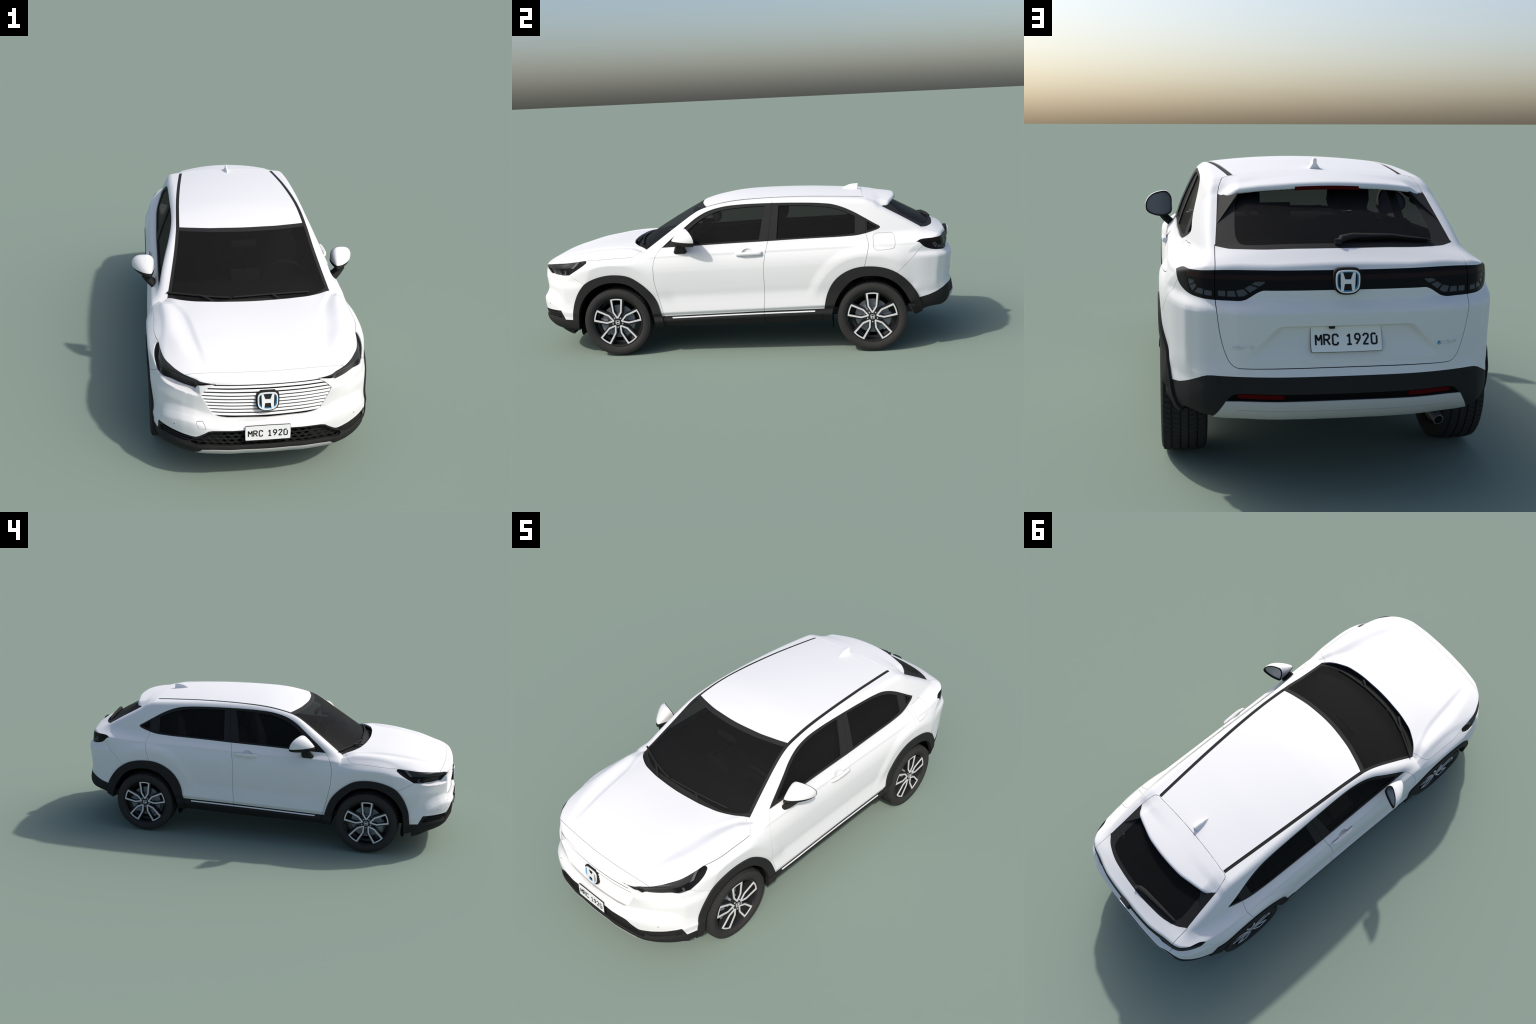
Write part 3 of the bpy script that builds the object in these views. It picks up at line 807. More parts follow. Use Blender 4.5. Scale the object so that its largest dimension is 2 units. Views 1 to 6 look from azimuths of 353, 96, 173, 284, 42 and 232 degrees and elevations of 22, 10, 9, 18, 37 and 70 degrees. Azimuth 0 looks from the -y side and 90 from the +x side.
def slab(poly, t, axis='y'):
    """Prism: closed 2D outline extruded by t along an axis, centred on 0 at its front."""
    P = np.asarray(poly, float)
    n = len(P)
    def put(d):
        if axis == 'y':
            return np.stack([P[:, 0], np.full(n, d), P[:, 1]], 1)
        if axis == 'x':
            return np.stack([np.full(n, d), P[:, 0], P[:, 1]], 1)
        return np.stack([P[:, 0], P[:, 1], np.full(n, d)], 1)
    return loft([put(0), put(t)])


def fix(me):
    bm = bmesh.new(); bm.from_mesh(me)
    bmesh.ops.recalc_face_normals(bm, faces=bm.faces)
    bm.to_mesh(me); bm.free()
    return me


def solid(name, V, F, mat, parent=None, bevel=0.0, angle=35, mirror=False, seg=2):
    me = mesh(name, V, F)
    bm = bmesh.new(); bm.from_mesh(me)
    bmesh.ops.recalc_face_normals(bm, faces=bm.faces)
    if bevel:
        ed = [e for e in bm.edges if len(e.link_faces) == 2 and e.calc_face_angle(0) > math.radians(30)]
        bmesh.ops.bevel(bm, geom=ed, offset=bevel, segments=seg, affect='EDGES', clamp_overlap=True)
    bm.to_mesh(me); bm.free()
    smooth_angle(me, angle)
    if mirror:
        me.transform(Matrix.Scale(-1, 4, (1, 0, 0)))
        me.flip_normals()
    return add(name, me, mat, parent)


def both_sides(o, name=None):
    """A mirrored twin of a finished object."""
    me = o.data.copy()
    me.transform(Matrix.Scale(-1, 4, (1, 0, 0)))
    me.flip_normals()
    t = bpy.data.objects.new(name or o.name.split('.')[0], me)
    COL.objects.link(t)
    t.parent = o.parent
    return t


def box(name, c, size, mat, parent=None, bevel=0.004, rot=None):
    x, y, z = [s / 2 for s in size]
    V = np.array([(a, b, d) for a in (-x, x) for b in (-y, y) for d in (-z, z)], float)
    F = [(0, 1, 3, 2), (4, 6, 7, 5), (0, 4, 5, 1), (2, 3, 7, 6), (0, 2, 6, 4), (1, 5, 7, 3)]
    if rot is not None:
        V = V @ np.array(Matrix.Rotation(rot[1], 3, rot[0])).T
    return solid(name, V + np.array(c), F, mat, parent, bevel)


def tube(name, pts, r, mat, parent=None, n=10, up=(0, 0, 1)):
    P = [np.array(p, float) for p in pts]
    rings = []
    for i, p in enumerate(P):
        d = (P[min(i + 1, len(P) - 1)] - P[max(i - 1, 0)]); d /= np.linalg.norm(d)
        a = np.cross(d, up); a /= np.linalg.norm(a)
        b = np.cross(a, d)
        rx, ry = (r[i] if isinstance(r, (list, tuple)) and isinstance(r[0], (list, tuple)) else (r if isinstance(r, (list, tuple)) else (r, r)))
        rings.append([p + a * rx * math.cos(t) + b * ry * math.sin(t) for t in np.linspace(0, 2 * math.pi, n, endpoint=False)])
    V, F = loft(rings)
    return solid(name, V, F, mat, parent)


# ------------------------------------------------------------------ body panels
SK = build_skin(0.0041)
PAN = Panels(SK)
PAN.part('hood', 'hood', 'paint', whole=True)
PAN.part('front_bumper', 'front_bumper', 'paint', whole=True, flange=0.014)
PAN.part('front_fender', 'front_fender', 'paint')
DOORS = PAN.part('front_door', 'front_door', 'paint') 
PAN.part('rear_door', 'rear_door', 'paint')
PAN.part('body_side', 'body_side', 'paint', sides=(1,))
PAN.part('body_side', ['body_side', 'fuel_door', 'gap_fuel'], 'paint', sides=(-1,))
PAN.part('fuel_door', 'fuel_door', 'paint', sides=(1,))
PAN.part('tow_hook_cover', 'tow_cover', 'paint', sides=(-1,))
PAN.part('bumper_patch', ['tow_cover', 'gap_tow'], 'paint', sides=(1,), flange=0)
PAN.part('roof_panel', 'roof', 'paint', whole=True)
PAN.part('tailgate', 'tailgate', 'paint', whole=True, flange=0.010)
PAN.part('rear_bumper', 'rear_bumper', 'paint', whole=True)


def spoiler():
    fn = lambda x, y, z: np.maximum(spoiler_f(x, y, z), sdf(SPOILER, np.abs(x), y) + 0.0007)
    V, T = surface_nets(0.0026, fn, (0.28, 0.565, 0.76, 0.60, 0.72))
    N = body_grad(V, fn=fn)
    N /= np.maximum(np.linalg.norm(N, axis=1), 1e-9)[:, None]
    n = len(V)
    mid = V[:, 0] == 0
    N[mid, 0] = 0
    A = np.concatenate([V, V * [-1, 1, 1]]); B = np.concatenate([N, N * [-1, 1, 1]])
    F = np.concatenate([T, T[:, ::-1] + n])
    under = (B[F].mean(1)[:, 2] < -0.7)
    add('roof_spoiler', mesh('roof_spoiler', A, F[~under], B), 'paint')
    add('spoiler_underside', mesh('spoiler_underside', A, F[under], B), 'frame')
    # black side fins closing the gap between spoiler and glass
    a, b, c = (0.2553, 0.6590, 0.6465), (0.2642, 0.7690, 0.5885), (0.2080, 0.7010, 0.6560)
    g, d = (0.2130, 0.6850, 0.6300), (0.2430, 0.6650, 0.6300)
    for s in (1, -1):
        P = np.array([a, b, c, g, d]) * [s, 1, 1]
        solid('spoiler_fin', P, [(0, 1, 2), (2, 1, 3), (0, 2, 3, 4), (0, 4, 1), (4, 3, 1)], 'frame', bevel=0.0)
    x = np.linspace(-0.077, 0.077, 24)
    ring = [[(q, spoiler_end(abs(q)) - 0.004 + dy, spoiler_top(abs(q), spoiler_end(abs(q))) - 0.0125 + dz) for dy, dz in ((0.0045, 0.0045), (0.0045, -0.0045), (-0.004, -0.0045), (-0.004, 0.0045))] for q in x]
    V, F = loft([[np.array(p, float) for p in r] for r in ring])
    solid('high_brake_light', V, F, 'red', bevel=0.0008)


spoiler()
PAN.part('roof_ditch_moulding', 'ditch', 'trim', offset=-0.0025, flange=0.004)
PAN.part('panel_gap_seal', ['gap', 'gap_fuel'], 'gap', offset=-0.0045, flange=0, sides=(1,))  # dark strips sunk a few millimetres behind the shut lines
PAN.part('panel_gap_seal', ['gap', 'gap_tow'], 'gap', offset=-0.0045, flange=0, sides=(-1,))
# cladding
PAN.part('wheel_arch_trim', 'archf', 'trim', offset=0.0070, flange=0.018)
PAN.part('wheel_arch_trim', 'archr', 'trim', offset=0.0070, flange=0.018)
PAN.part('sill_cladding', 'sill', 'trim', offset=0.001, flange=0.008)
PAN.part('sill_strip', 'sill_strip', 'strip', offset=0.0025, flange=0.006)
PAN.part('front_lower_bumper', 'front_black', 'trim', whole=True, flange=0.028)
PAN.part('front_skid_plate', 'skid', 'silver', whole=True, offset=0.001)
PAN.part('fog_lamp_pocket', 'fog_pocket', 'frame', offset=-0.010, flange=0)
PAN.part('rear_lower_bumper', 'rear_black', 'trim', whole=True, flange=0.012)
PAN.part('rear_skid_plate', 'diffuser', 'silver', whole=True, offset=0.003, flange=0.010)
PAN.part('rear_bumper_slot', 'rear_slot', 'dark', whole=True, offset=-0.006, flange=0)
PAN.part('underbody', 'underbody', 'dark', whole=True, flange=0)
PAN.part('lower_grille_back', 'lower_mesh', 'dark', whole=True, offset=-0.024, flange=0)
PAN.part('grille_back', 'grille_back', 'dark', whole=True, offset=-0.011, flange=0)
# glass
PAN.part('windshield', 'windshield', 'glass', whole=True, offset=-0.0015, flange=0)
PAN.part('rear_window', 'rear_glass', 'glass', whole=True, offset=-0.0015, flange=0)
PAN.part('side_window', ['glass_front'], 'glass', offset=-0.0085, flange=0)
PAN.part('side_window', ['glass_rear'], 'glass', offset=-0.0085, flange=0)
PAN.part('side_window', ['glass_quarter'], 'glass', offset=-0.0075, flange=0)
PAN.part('window_frame', 'window_frame', 'frame', offset=-0.0040, flange=0.008)
PAN.part('windshield_border', 'windshield_border', 'frame', whole=True, offset=-0.001, flange=0)
PAN.part('rear_window_border', 'rear_border', 'frame', whole=True, offset=-0.001, flange=0)
PAN.part('windshield_cowl', 'cowl', 'trim', whole=True, offset=-0.004, flange=0)
for s in (1, -1):
    lamp = empty('head_lamp')
    PAN.part('lamp_lens', 'headlamp', 'lens', offset=-0.004, flange=0.004, sides=(s,), parent=lamp)
    PAN.part('daylight_bar', 'lamp_bar', 'lens_grey', offset=-0.001, flange=0.006, sides=(s,), parent=lamp)
    PAN.part('daylight_slash', 'lamp_slash', 'lens_light', offset=-0.0008, flange=0.004, sides=(s,), parent=lamp)
    PAN.part('lamp_chevron', 'lamp_chevron', 'cell', offset=-0.0035, flange=0.002, sides=(s,), parent=lamp)
TAIL = empty('tail_lamp')
PAN.part('tail_lens', 'tail_lamp', 'lens', whole=True, flange=0.006, parent=TAIL)
PAN.part('tail_light_strip', 'tail_red', 'red_dark', whole=True, offset=-0.0005, flange=0.002, parent=TAIL)
for k in range(len(TAIL_CELLS)):
    PAN.part('tail_light_cell', 'tail_cell', 'cell', offset=-0.0012, flange=0.002, parent=TAIL, sel=lambda x, y, z, k=k: sdf(TAIL_CELLS[k], x, z) < 0.001)
# lining seen through the glass
PAN.part('headliner', ['roof', 'ditch'], 'interior', whole=True, offset=-0.014, flange=0)
PAN.part('cabin_lining', ['body_side', 'gap'], 'interior', offset=-0.012, flange=0, sel=lambda x, y, z: (z > 0.53) & (y < 0.80))
PAN.part('door_card', ['front_door', 'rear_door', 'gap', 'archf', 'archr', 'handle_cup'], 'interior', offset=-0.022, flange=0, sel=lambda x, y, z: (z < 0.525) & (z > 0.2) & (y < 0.62) & (y > -0.40))
PAN.part('cabin_lining', ['body_side', 'fuel_door', 'gap_fuel'], 'interior', offset=-0.016, flange=0, sel=lambda x, y, z: (z < 0.53) & (y > 0.5))
PAN.part('tailgate_lining', ['tailgate', 'gap', 'tail_lamp', 'tail_red', 'tail_cell'], 'interior', whole=True, offset=-0.014, flange=0, sel=lambda x, y, z: (y > 0.75) & (x < 0.275))


# ------------------------------------------------------------------ wheels
def lathe(profile, n, wave=None):
    """Revolve (x, r) points about the x axis; wave(i_ring, j) lowers single radii."""
    rings = []
    for i, (x, r) in enumerate(profile):
        t = np.linspace(0, 2 * math.pi, n, endpoint=False)
        rr = np.full(n, r) - (wave(i, np.arange(n)) if wave else 0)
        rings.append(np.stack([np.full(n, x), rr * np.cos(t), rr * np.sin(t)], 1))
    return loft(rings, caps=False)


def tyre_mesh():
    # half width 51 mm; x = 0 at the centre of the tread, + is outside
    side = [(0.036, 0.1165), (0.044, 0.1190), (0.0490, 0.1270), (0.0512, 0.1370), (0.0500, 0.1470), (0.0465, 0.1535)]
    tread, lat = [], []
    blocks = [(0.0462, 0.0300), (0.0262, 0.0105), (0.0070, -0.0070), (-0.0105, -0.0262), (-0.0300, -0.0462)]
    for k, (a, b) in enumerate(blocks):
        crown = lambda x: 0.1600 - 0.0045 * (abs(x) / 0.0465) ** 3
        for x in np.linspace(a, b, 5):
            tread.append((x, crown(x)))
            lat.append((k, (x - a) / (b - a)))
        if k < 4:
            c = blocks[k + 1][0]
            tread += [(b - 0.0005, crown(b) - 0.0045), (c + 0.0005, crown(c) - 0.0045)]
            lat += [None, None]
    prof = side + tread + [(-x, r) for x, r in side[::-1]]
    meta = [None] * len(side) + lat + [None] * len(side)
    n = 72 * 5

    def wave(i, j):
        m = meta[i]
        if m is None or m[0] == 2:
            return 0
        shift = int(round(m[1] * 3)) * (1 if m[0] < 2 else -1)
        return np.where((j + shift) % 5 == 0, 0.0030, 0.0)
    V, F = lathe(prof, n, wave)
    return smooth_angle(fix(mesh('tyre', V, F)), 30)


def ring_poly(outer, inner):
    """Flat face of a closed loop: quads between two outlines of equal length (y, z)."""
    return np.array(outer), np.array(inner)


def spoke_loop(xf, depth, wide, name, mat):
    """One U-shaped double spoke pointing up (+z), front face at x = xf."""
    R = 0.1130
    top = [(s, math.sqrt(R * R - s * s)) for s in np.linspace(-0.0285 - wide, 0.0285 + wide, 9)]
    leg = [(0.0215, 0.0475), (0.0035, 0.0185)]
    out = top + [(x + wide, z) for x, z in leg] + [(-x - wide, z) for x, z in leg[::-1]]
    r2 = 0.1072
    tin = [(s, math.sqrt(r2 * r2 - s * s)) for s in np.linspace(-0.0200, 0.0200, 9)]
    leg = [(0.0148, 0.0505), (0.0010, 0.0275)]
    inn = tin + leg + [(-x, z) for x, z in leg[::-1]]
    O, I = np.array(out), np.array(inn)
    n = len(O)
    def at(P, x):
        return np.concatenate([np.full((n, 1), x), P], 1)
    V = np.concatenate([at(O, xf), at(I, xf), at(O * 1.0, xf - depth), at(I, xf - depth)])
    F = []
    for j in range(n):
        k = (j + 1) % n
        F += [(j, k, n + k, n + j), (2 * n + k, 2 * n + j, 3 * n + j, 3 * n + k), (k, j, 2 * n + j, 2 * n + k), (n + j, n + k, 3 * n + k, 3 * n + j)]
    me = fix(mesh(name, V, F))
    smooth_angle(me, 30)
    me.materials.append(M[mat])
    return me


def disc_mesh(name, profile, mat, n=64, angle=30):
    V, F = lathe(profile, n)
    me = smooth_angle(fix(mesh(name, V, F)), angle)
    me.materials.append(M[mat])
    return me


def letter_h(w, h, taper=0.86):
    """Outline strokes of a slab H emblem as (y, z) polygons."""
    a, b = w / 2, h / 2
    i, wing = w * 0.5 * taper, w * 0.175
    left = [(-a, b), (-a + wing * 0.9, b), (-a + wing * 1.75, 0.12 * h), (a - wing * 1.75, 0.12 * h), (a - wing * 0.9, b), (a, b), (i, -b), (i - wing, -b), (i - wing * 1.35, -0.12 * h), (-i + wing * 1.35, -0.12 * h), (-i + wing, -b), (-i, -b)]
    return left


WHEEL_MESH = {}


def wheel_meshes():
    W = WHEEL_MESH
    W['tyre'] = tyre_mesh(); W['tyre'].materials.append(M['tyre'])
    W['rim_barrel'] = disc_mesh('rim_barrel', [(0.0400, 0.1185), (0.0432, 0.1165), (0.0430, 0.1135), (0.0400, 0.1110), (0.0330, 0.1095), (0.0140, 0.1060), (0.0090, 0.0960), (-0.040, 0.0940), (-0.046, 0.1150)], 'rim', 96)
    W['spoke_face'] = spoke_loop(0.0432, 0.003, 0.0, 'spoke_face', 'face')
    W['spoke'] = spoke_loop(0.0402, 0.024, 0.0060, 'spoke', 'rim')
    W['hub'] = disc_mesh('hub', [(0.0440, 0.0), (0.0440, 0.0125), (0.0425, 0.0135), (0.0420, 0.0175), (0.0405, 0.0270), (0.0370, 0.0330), (0.0200, 0.0345), (0.020, 0.0)], 'rim')
    W['brake_disc'] = disc_mesh('brake_disc', [(0.006, 0.030), (0.010, 0.034), (0.010, 0.040), (0.0, 0.042), (0.0, 0.078), (-0.010, 0.078), (-0.010, 0.03)], 'disc')
    W['wheel_nut'] = disc_mesh('wheel_nut', [(0.0440, 0.0), (0.0440, 0.0025), (0.0430, 0.0035), (0.0390, 0.0035)], 'nut', 12)
    V, F = slab(letter_h(0.0145, 0.0125), 0.0012, 'x')
    W['hub_emblem'] = smooth_angle(fix(mesh('hub_emblem', V + [0.0437, 0, 0], F))); W['hub_emblem'].materials.append(M['face'])
    q = outline([(-0.0105, 0.0075), (-0.0080, 0.0100), (0.0080, 0.0100), (0.0105, 0.0075), (0.0085, -0.0075), (0.0060, -0.0098), (-0.0060, -0.0098), (-0.0085, -0.0075)], n=3)
    n = len(q)
    V = np.concatenate([np.c_[np.full(n, 0.0446), q], np.c_[np.full(n, 0.0446), q * 0.86], np.c_[np.full(n, 0.0436), q], np.c_[np.full(n, 0.0436), q * 0.86]])
    F = []
    for j in range(n):
        k = (j + 1) % n
        F += [(j, k, n + k, n + j), (k, j, 2 * n + j, 2 * n + k), (n + j, n + k, 3 * n + k, 3 * n + j)]
    W['hub_ring'] = smooth_angle(fix(mesh('hub_ring', V, F))); W['hub_ring'].materials.append(M['face'])
    # caliper: arc block over the disc
    t = np.radians(np.linspace(-32, 32, 12))
    rings = [[(-0.018, r0 * math.cos(a), r0 * math.sin(a)) if False else (x, r * math.cos(a), r * math.sin(a)) for x, r in ((-0.018, 0.052), (0.012, 0.052), (0.014, 0.062), (0.010, 0.086), (-0.018, 0.086))] for a in t for r0 in (0,)]
    V, F = loft(rings)
    W['brake_caliper'] = smooth_angle(fix(mesh('brake_caliper', V, F))); W['brake_caliper'].materials.append(M['disc'])


def wheel(side, y):
    w = empty('wheel', loc=(side * 0.3475, y, WHEEL_R))
    if side < 0:
        w.rotation_euler = (0, 0, math.pi)
    def put(key, ang=0.0, off=(0, 0, 0)):
        o = bpy.data.objects.new(key, WHEEL_MESH[key])
        COL.objects.link(o)
        o.parent = w
        o.rotation_euler = (ang, 0, 0)
        o.location = off
        return o
    o = put('tyre', 0, (-0.0043, 0, 0)); o.scale = (1.085, 1, 1)
    for k in ('rim_barrel', 'hub', 'hub_emblem', 'hub_ring'):
        put(k)
    put('brake_disc', 0, (0.0165, 0, 0))
    # caliper towards the car's middle on the front axle and rear on the back one
    put('brake_caliper', math.radians(200 if (y < 0) == (side > 0) else -20), (0.010, 0, 0))
    for k in range(5):
        a = 2 * math.pi * k / 5
        put('spoke', a); put('spoke_face', a)
        b = a + math.pi / 5
        put('wheel_nut', 0, (0, 0.0235 * math.sin(b) * -1, 0.0235 * math.cos(b)))


wheel_meshes()
for y in WHEEL_Y:
    for s in (1, -1):
        wheel(s, y)


def wheel_liner(k, s):
    P = ARCH_IN[k]
    P = P[P[:, 1] > 0.118]
    c = P.mean(0)
    o = np.argsort(-np.arctan2(P[:, 1] - 0.12, P[:, 0] - WHEEL_Y[k]))
    P = P[o]
    n = len(P)
    P[:, 1] = np.maximum(P[:, 1], bottom_c(P[:, 0]) + 0.004)
    edge = np.minimum(side_x(P[:, 0], P[:, 1]), 0.40) - 0.012
    edge = np.where(P[:, 0] > 0.75, np.minimum(edge, 0.352), np.where(P[:, 0] < -0.75, np.minimum(edge, 0.368), edge))
    ring = lambda x, q: np.c_[np.broadcast_to(np.asarray(x) * s, (n,)), q]
    V, F = loft([ring(edge, P), ring(0.35, P), ring(0.24, P)], closed=False)
    V = np.concatenate([V, [[0.24 * s, WHEEL_Y[k], 0.12]]])
    for j in range(n - 1):
        F.append((2 * n + j, 2 * n + j + 1, 3 * n))
    me = mesh('wheel_liner', V, F)
    add('wheel_liner', me, 'dark')


for k in (0, 1):
    for s in (1, -1):
        wheel_liner(k, s)


# ------------------------------------------------------------------ nose: grille, emblem, mesh, plate
def grille():
    g = empty('grille')
    half = spline((0.270, 0.10), (0.2795, 0.150), (0.2840, 0.167), (0.2905, 0.1815), (0.330, 0.2053), (0.367, 0.2228), (0.3885, 0.2014), (0.4045, 0.176), (0.41, 0.17))
    n_bar = 9
    for k in range(n_bar):
        z0 = 0.2905 + 0.01275 * k
        sag = 0.004 - 0.0005 * k
        w = float(half(z0)) + 0.003
        xs = np.linspace(-w, w, 41)
        rings = []
        for x in xs:
            z = z0 - sag * (1 - (x / 0.2) ** 2) + 0.0015
            y = float(nose_y(np.array(0.0 if abs(x) < 0.19 else 0.0), np.array(min(z, 0.398)))) + float(nose_plan(abs(x)))
            t = 0.0046
            rings.append([(x, y + 0.0060, z - t), (x, y + 0.0024, z - t * 0.85), (x, y + 0.0012, z - t * 0.45), (x, y + 0.0034, z + t * 0.55), (x, y + 0.0060, z + t * 0.85), (x, y + 0.0070, z)])
        V, F = loft([[np.array(p, float) for p in r] for r in rings])
        solid('grille_bar', V, F, 'paint', g, angle=50)
    return g


def rounded(w, h, top=1.0, bottom=0.90, r=0.20, n=5):
    """Emblem outline: a rounded trapezium, wider at the top."""
    a, b = w / 2, h / 2
    return outline([(-a * top, b * (1 - r * 1.2)), (-a * (top - r), b), (a * (top - r), b), (a * top, b * (1 - r * 1.2)),
                    (a * (bottom + 0.04), -b * (1 - 1.6 * r)), (a * (bottom - 1.5 * r), -b), (-a * (bottom - 1.5 * r), -b), (-a * (bottom + 0.04), -b * (1 - 1.6 * r))], n=n)


def emblem(c, w, h, face, lean, hat):
    """Badge in a black surround; face = -1 looks to -y, +1 to +y."""
    root = empty('emblem')
    rot = Matrix.Rotation(lean, 3, 'X')
    def place(V):
        V = V * [1, -face, 1] if face > 0 else V
        return V @ np.array(rot).T + np.array(c)
    def ring(outer, inner, y0, y1):
        n = len(outer)
        P = lambda q, y: np.c_[q[:, 0], np.full(n, y), q[:, 1]]
        V = np.concatenate([P(outer, y0), P(inner, y0), P(outer, y1), P(inner, y1)])
        F = []
        for j in range(n):
            k = (j + 1) % n
            F += [(j, k, n + k, n + j), (k, j, 2 * n + j, 2 * n + k), (n + j, n + k, 3 * n + k, 3 * n + j)]
        return V, F
    base = rounded(w * 1.16, h * 1.18)
    V, F = slab(base, 0.016, 'y'); V[:, 1] -= 0.004
    solid('emblem_surround', place(V), F, 'trim', root, bevel=0.0015)
    if hat:
        V, F = slab([(-0.42 * w, 0.40 * h), (-0.40 * w, 0.66 * h), (0.40 * w, 0.66 * h), (0.42 * w, 0.40 * h)], 0.016, 'y'); V[:, 1] -= 0.002
        solid('emblem_surround', place(V), F, 'trim', root, bevel=0.001)
    o = rounded(w, h)
    V, F = ring(o, o * [0.90, 0.885], -0.0085, -0.003); solid('emblem_ring', place(V), F, 'chrome', root)
    V, F = ring(o * [0.90, 0.885], o * [0.80, 0.79], -0.0055, -0.003); solid('emblem_rim', place(V), F, 'blue', root)
    q = outline([(*p, 1) for p in letter_h(w * 0.66, h * 0.88, 0.92)], n=1)
    V, F = slab(q, 0.005, 'y'); V[:, 1] -= 0.0085
    solid('emblem_letter', place(V), F, 'chrome', root)
    return root


def nose_point(x, z):
    return float(nose_y(np.array(abs(x)), np.array(z)))


def honeycomb():
    """Lattice in the lower air intake: crossing diagonal ribs."""
    rows, zt, zb = 4, 0.2385, 0.1770
    V, F = [], []
    def rib(p, q, r=0.0013):
        d = np.array(q) - np.array(p); L = np.linalg.norm(d); d /= L
        s = np.cross(d, (0, 1, 0)) * r
        b = len(V)
        for e in (p, q):
            e = np.array(e)
            V.extend([e - s + (0, -0.0008, 0), e + s + (0, -0.0008, 0), e + s + (0, 0.004, 0), e - s + (0, 0.004, 0)])
        F.extend([(b, b + 1, b + 5, b + 4), (b + 1, b + 2, b + 6, b + 5), (b + 2, b + 3, b + 7, b + 6), (b + 3, b, b + 4, b + 7)])
    pitch, hgt = 0.0270, (zt - zb) / rows
    poly = LOWER_MESH
    def surf(x, z):
        return (x, nose_point(x, 0.205) + 0.006 + 0.010 * (zt - z) / (zt - zb), z)
    for r in range(rows):
        z0 = zb + hgt * r
        for k in range(-12, 13):
            x0 = k * pitch + (pitch / 2 if r % 2 else 0)
            # a diamond cell with flat shoulders
            pts = [(x0 - pitch / 2, z0), (x0 - pitch / 6, z0 + hgt / 2), (x0 + pitch / 6, z0 + hgt / 2), (x0 + pitch / 2, z0)]
            lowp = [(x0 - pitch / 2, z0), (x0 - pitch / 6, z0 - hgt / 2), (x0 + pitch / 6, z0 - hgt / 2), (x0 + pitch / 2, z0)]
            for pl in (pts, lowp):
                for a, b in zip(pl[:-1], pl[1:]):
                    mid = ((a[0] + b[0]) / 2, (a[1] + b[1]) / 2)
                    if float(sdf(poly, np.array([abs(mid[0])]), np.array([mid[1]]))[0]) < 0.002:
                        rib(surf(*a), surf(*b))
    o = add('lower_grille_mesh', mesh('lower_grille_mesh', V, F, smooth=False), 'trim')
    o['kind'] = 'stuff'
    # blanked-off outer cells
    for s in (1, -1):
        rings = []
        for x in np.linspace(0.150, 0.262, 14):
            zt2 = min(0.2365, 0.2365 - max(0, x - 0.196) * 0.86)
            rings.append([np.array(surf(x * s, z)) + (0, 0.0035, 0) for z in np.linspace(0.178, max(zt2, 0.181), 6)])
        V, F = loft(rings, closed=False)
        add('lower_grille_blank', mesh('lower_grille_blank', V, F), 'trim')


def text(name, body, size, loc, rot, mat, depth=0.0006, width=None, parent=None, bold=0.0):
    cu = bpy.data.curves.new(name, 'FONT')
    cu.body = body
    cu.size = size
    cu.align_x, cu.align_y = 'CENTER', 'CENTER'
    cu.extrude = depth
    cu.offset = bold
    o = bpy.data.objects.new(name, cu)
    COL.objects.link(o)
    bpy.context.view_layer.update()
    me = bpy.data.meshes.new_from_object(o.evaluated_get(bpy.context.evaluated_depsgraph_get()))
    bpy.data.objects.remove(o)
    bpy.data.curves.remove(cu)
    co = np.array([v.co[:] for v in me.vertices])
    c = (co.max(0) + co.min(0)) / 2
    k = (width / (co[:, 0].max() - co[:, 0].min())) if width else 1.0
    me.transform(Matrix.Translation(loc) @ rot.to_4x4() @ Matrix.Diagonal((k, 1, 1, 1)) @ Matrix.Translation((-c[0], -c[1], 0)))
    me.name = name
    return add(name, me, mat, parent)


GLYPH = {   # strokes on a 4 x 7 cell
    'M': [[(0, 0), (0, 7)], [(0.1, 7), (2, 3.0)], [(2, 3.0), (3.9, 7)], [(4, 7), (4, 0)]],
    'R': [[(0, 0), (0, 7), (2.6, 7), (3.6, 6.2), (3.6, 4.6), (2.6, 3.6), (0, 3.6)], [(1.7, 3.6), (3.9, 0)]],
    'C': [[(3.7, 5.2), (3.7, 6.2), (3.0, 7), (1.0, 7), (0.2, 6.2), (0.2, 0.8), (1.0, 0), (3.0, 0), (3.7, 0.8), (3.7, 1.8)]],
    '1': [[(0.6, 5.4), (2.2, 6.9)], [(2.2, 7.2), (2.2, 0)], [(0.5, 0), (3.7, 0)]],
    '9': [[(1.1, 0), (3.4, 3.4), (3.7, 4.4), (3.7, 5.8), (2.9, 7), (1.1, 7), (0.3, 5.9), (0.3, 4.4), (1.1, 3.3), (2.6, 3.3)]],
    '2': [[(0.3, 5.4), (0.5, 6.3), (1.3, 7), (2.8, 7), (3.6, 6.3), (3.6, 4.9), (0.3, 0)], [(0.1, 0), (3.8, 0)]],
    '0': [[(3.1, 6.2), (2.6, 7), (0.9, 7), (0.2, 6.2), (0.2, 0.8), (0.9, 0), (3.1, 0), (3.8, 0.8), (3.8, 5.6)]],
    'H': [[(0, 0), (0, 7)], [(4, 0), (4, 7)], [(0, 3.5), (4, 3.5)]],
    'V': [[(0, 7), (2, 0)], [(2, 0), (4, 7)]],
    'E': [[(4, 7), (0, 7), (0, 0), (4, 0)], [(0, 3.5), (3.6, 3.5)]],
    'e': [[(0.2, 3.3), (3.8, 3.3), (3.8, 5.2), (3.0, 6), (1.0, 6), (0.2, 5.2), (0.2, 0.8), (1.0, 0), (3.8, 0)]],
    ':': [[(0.5, 0), (0.5, 1.2)], [(0.5, 4.2), (0.5, 5.4)]],
    '-': [[(0.6, 3.3), (3.2, 3.3)]],
    ' ': [],
}


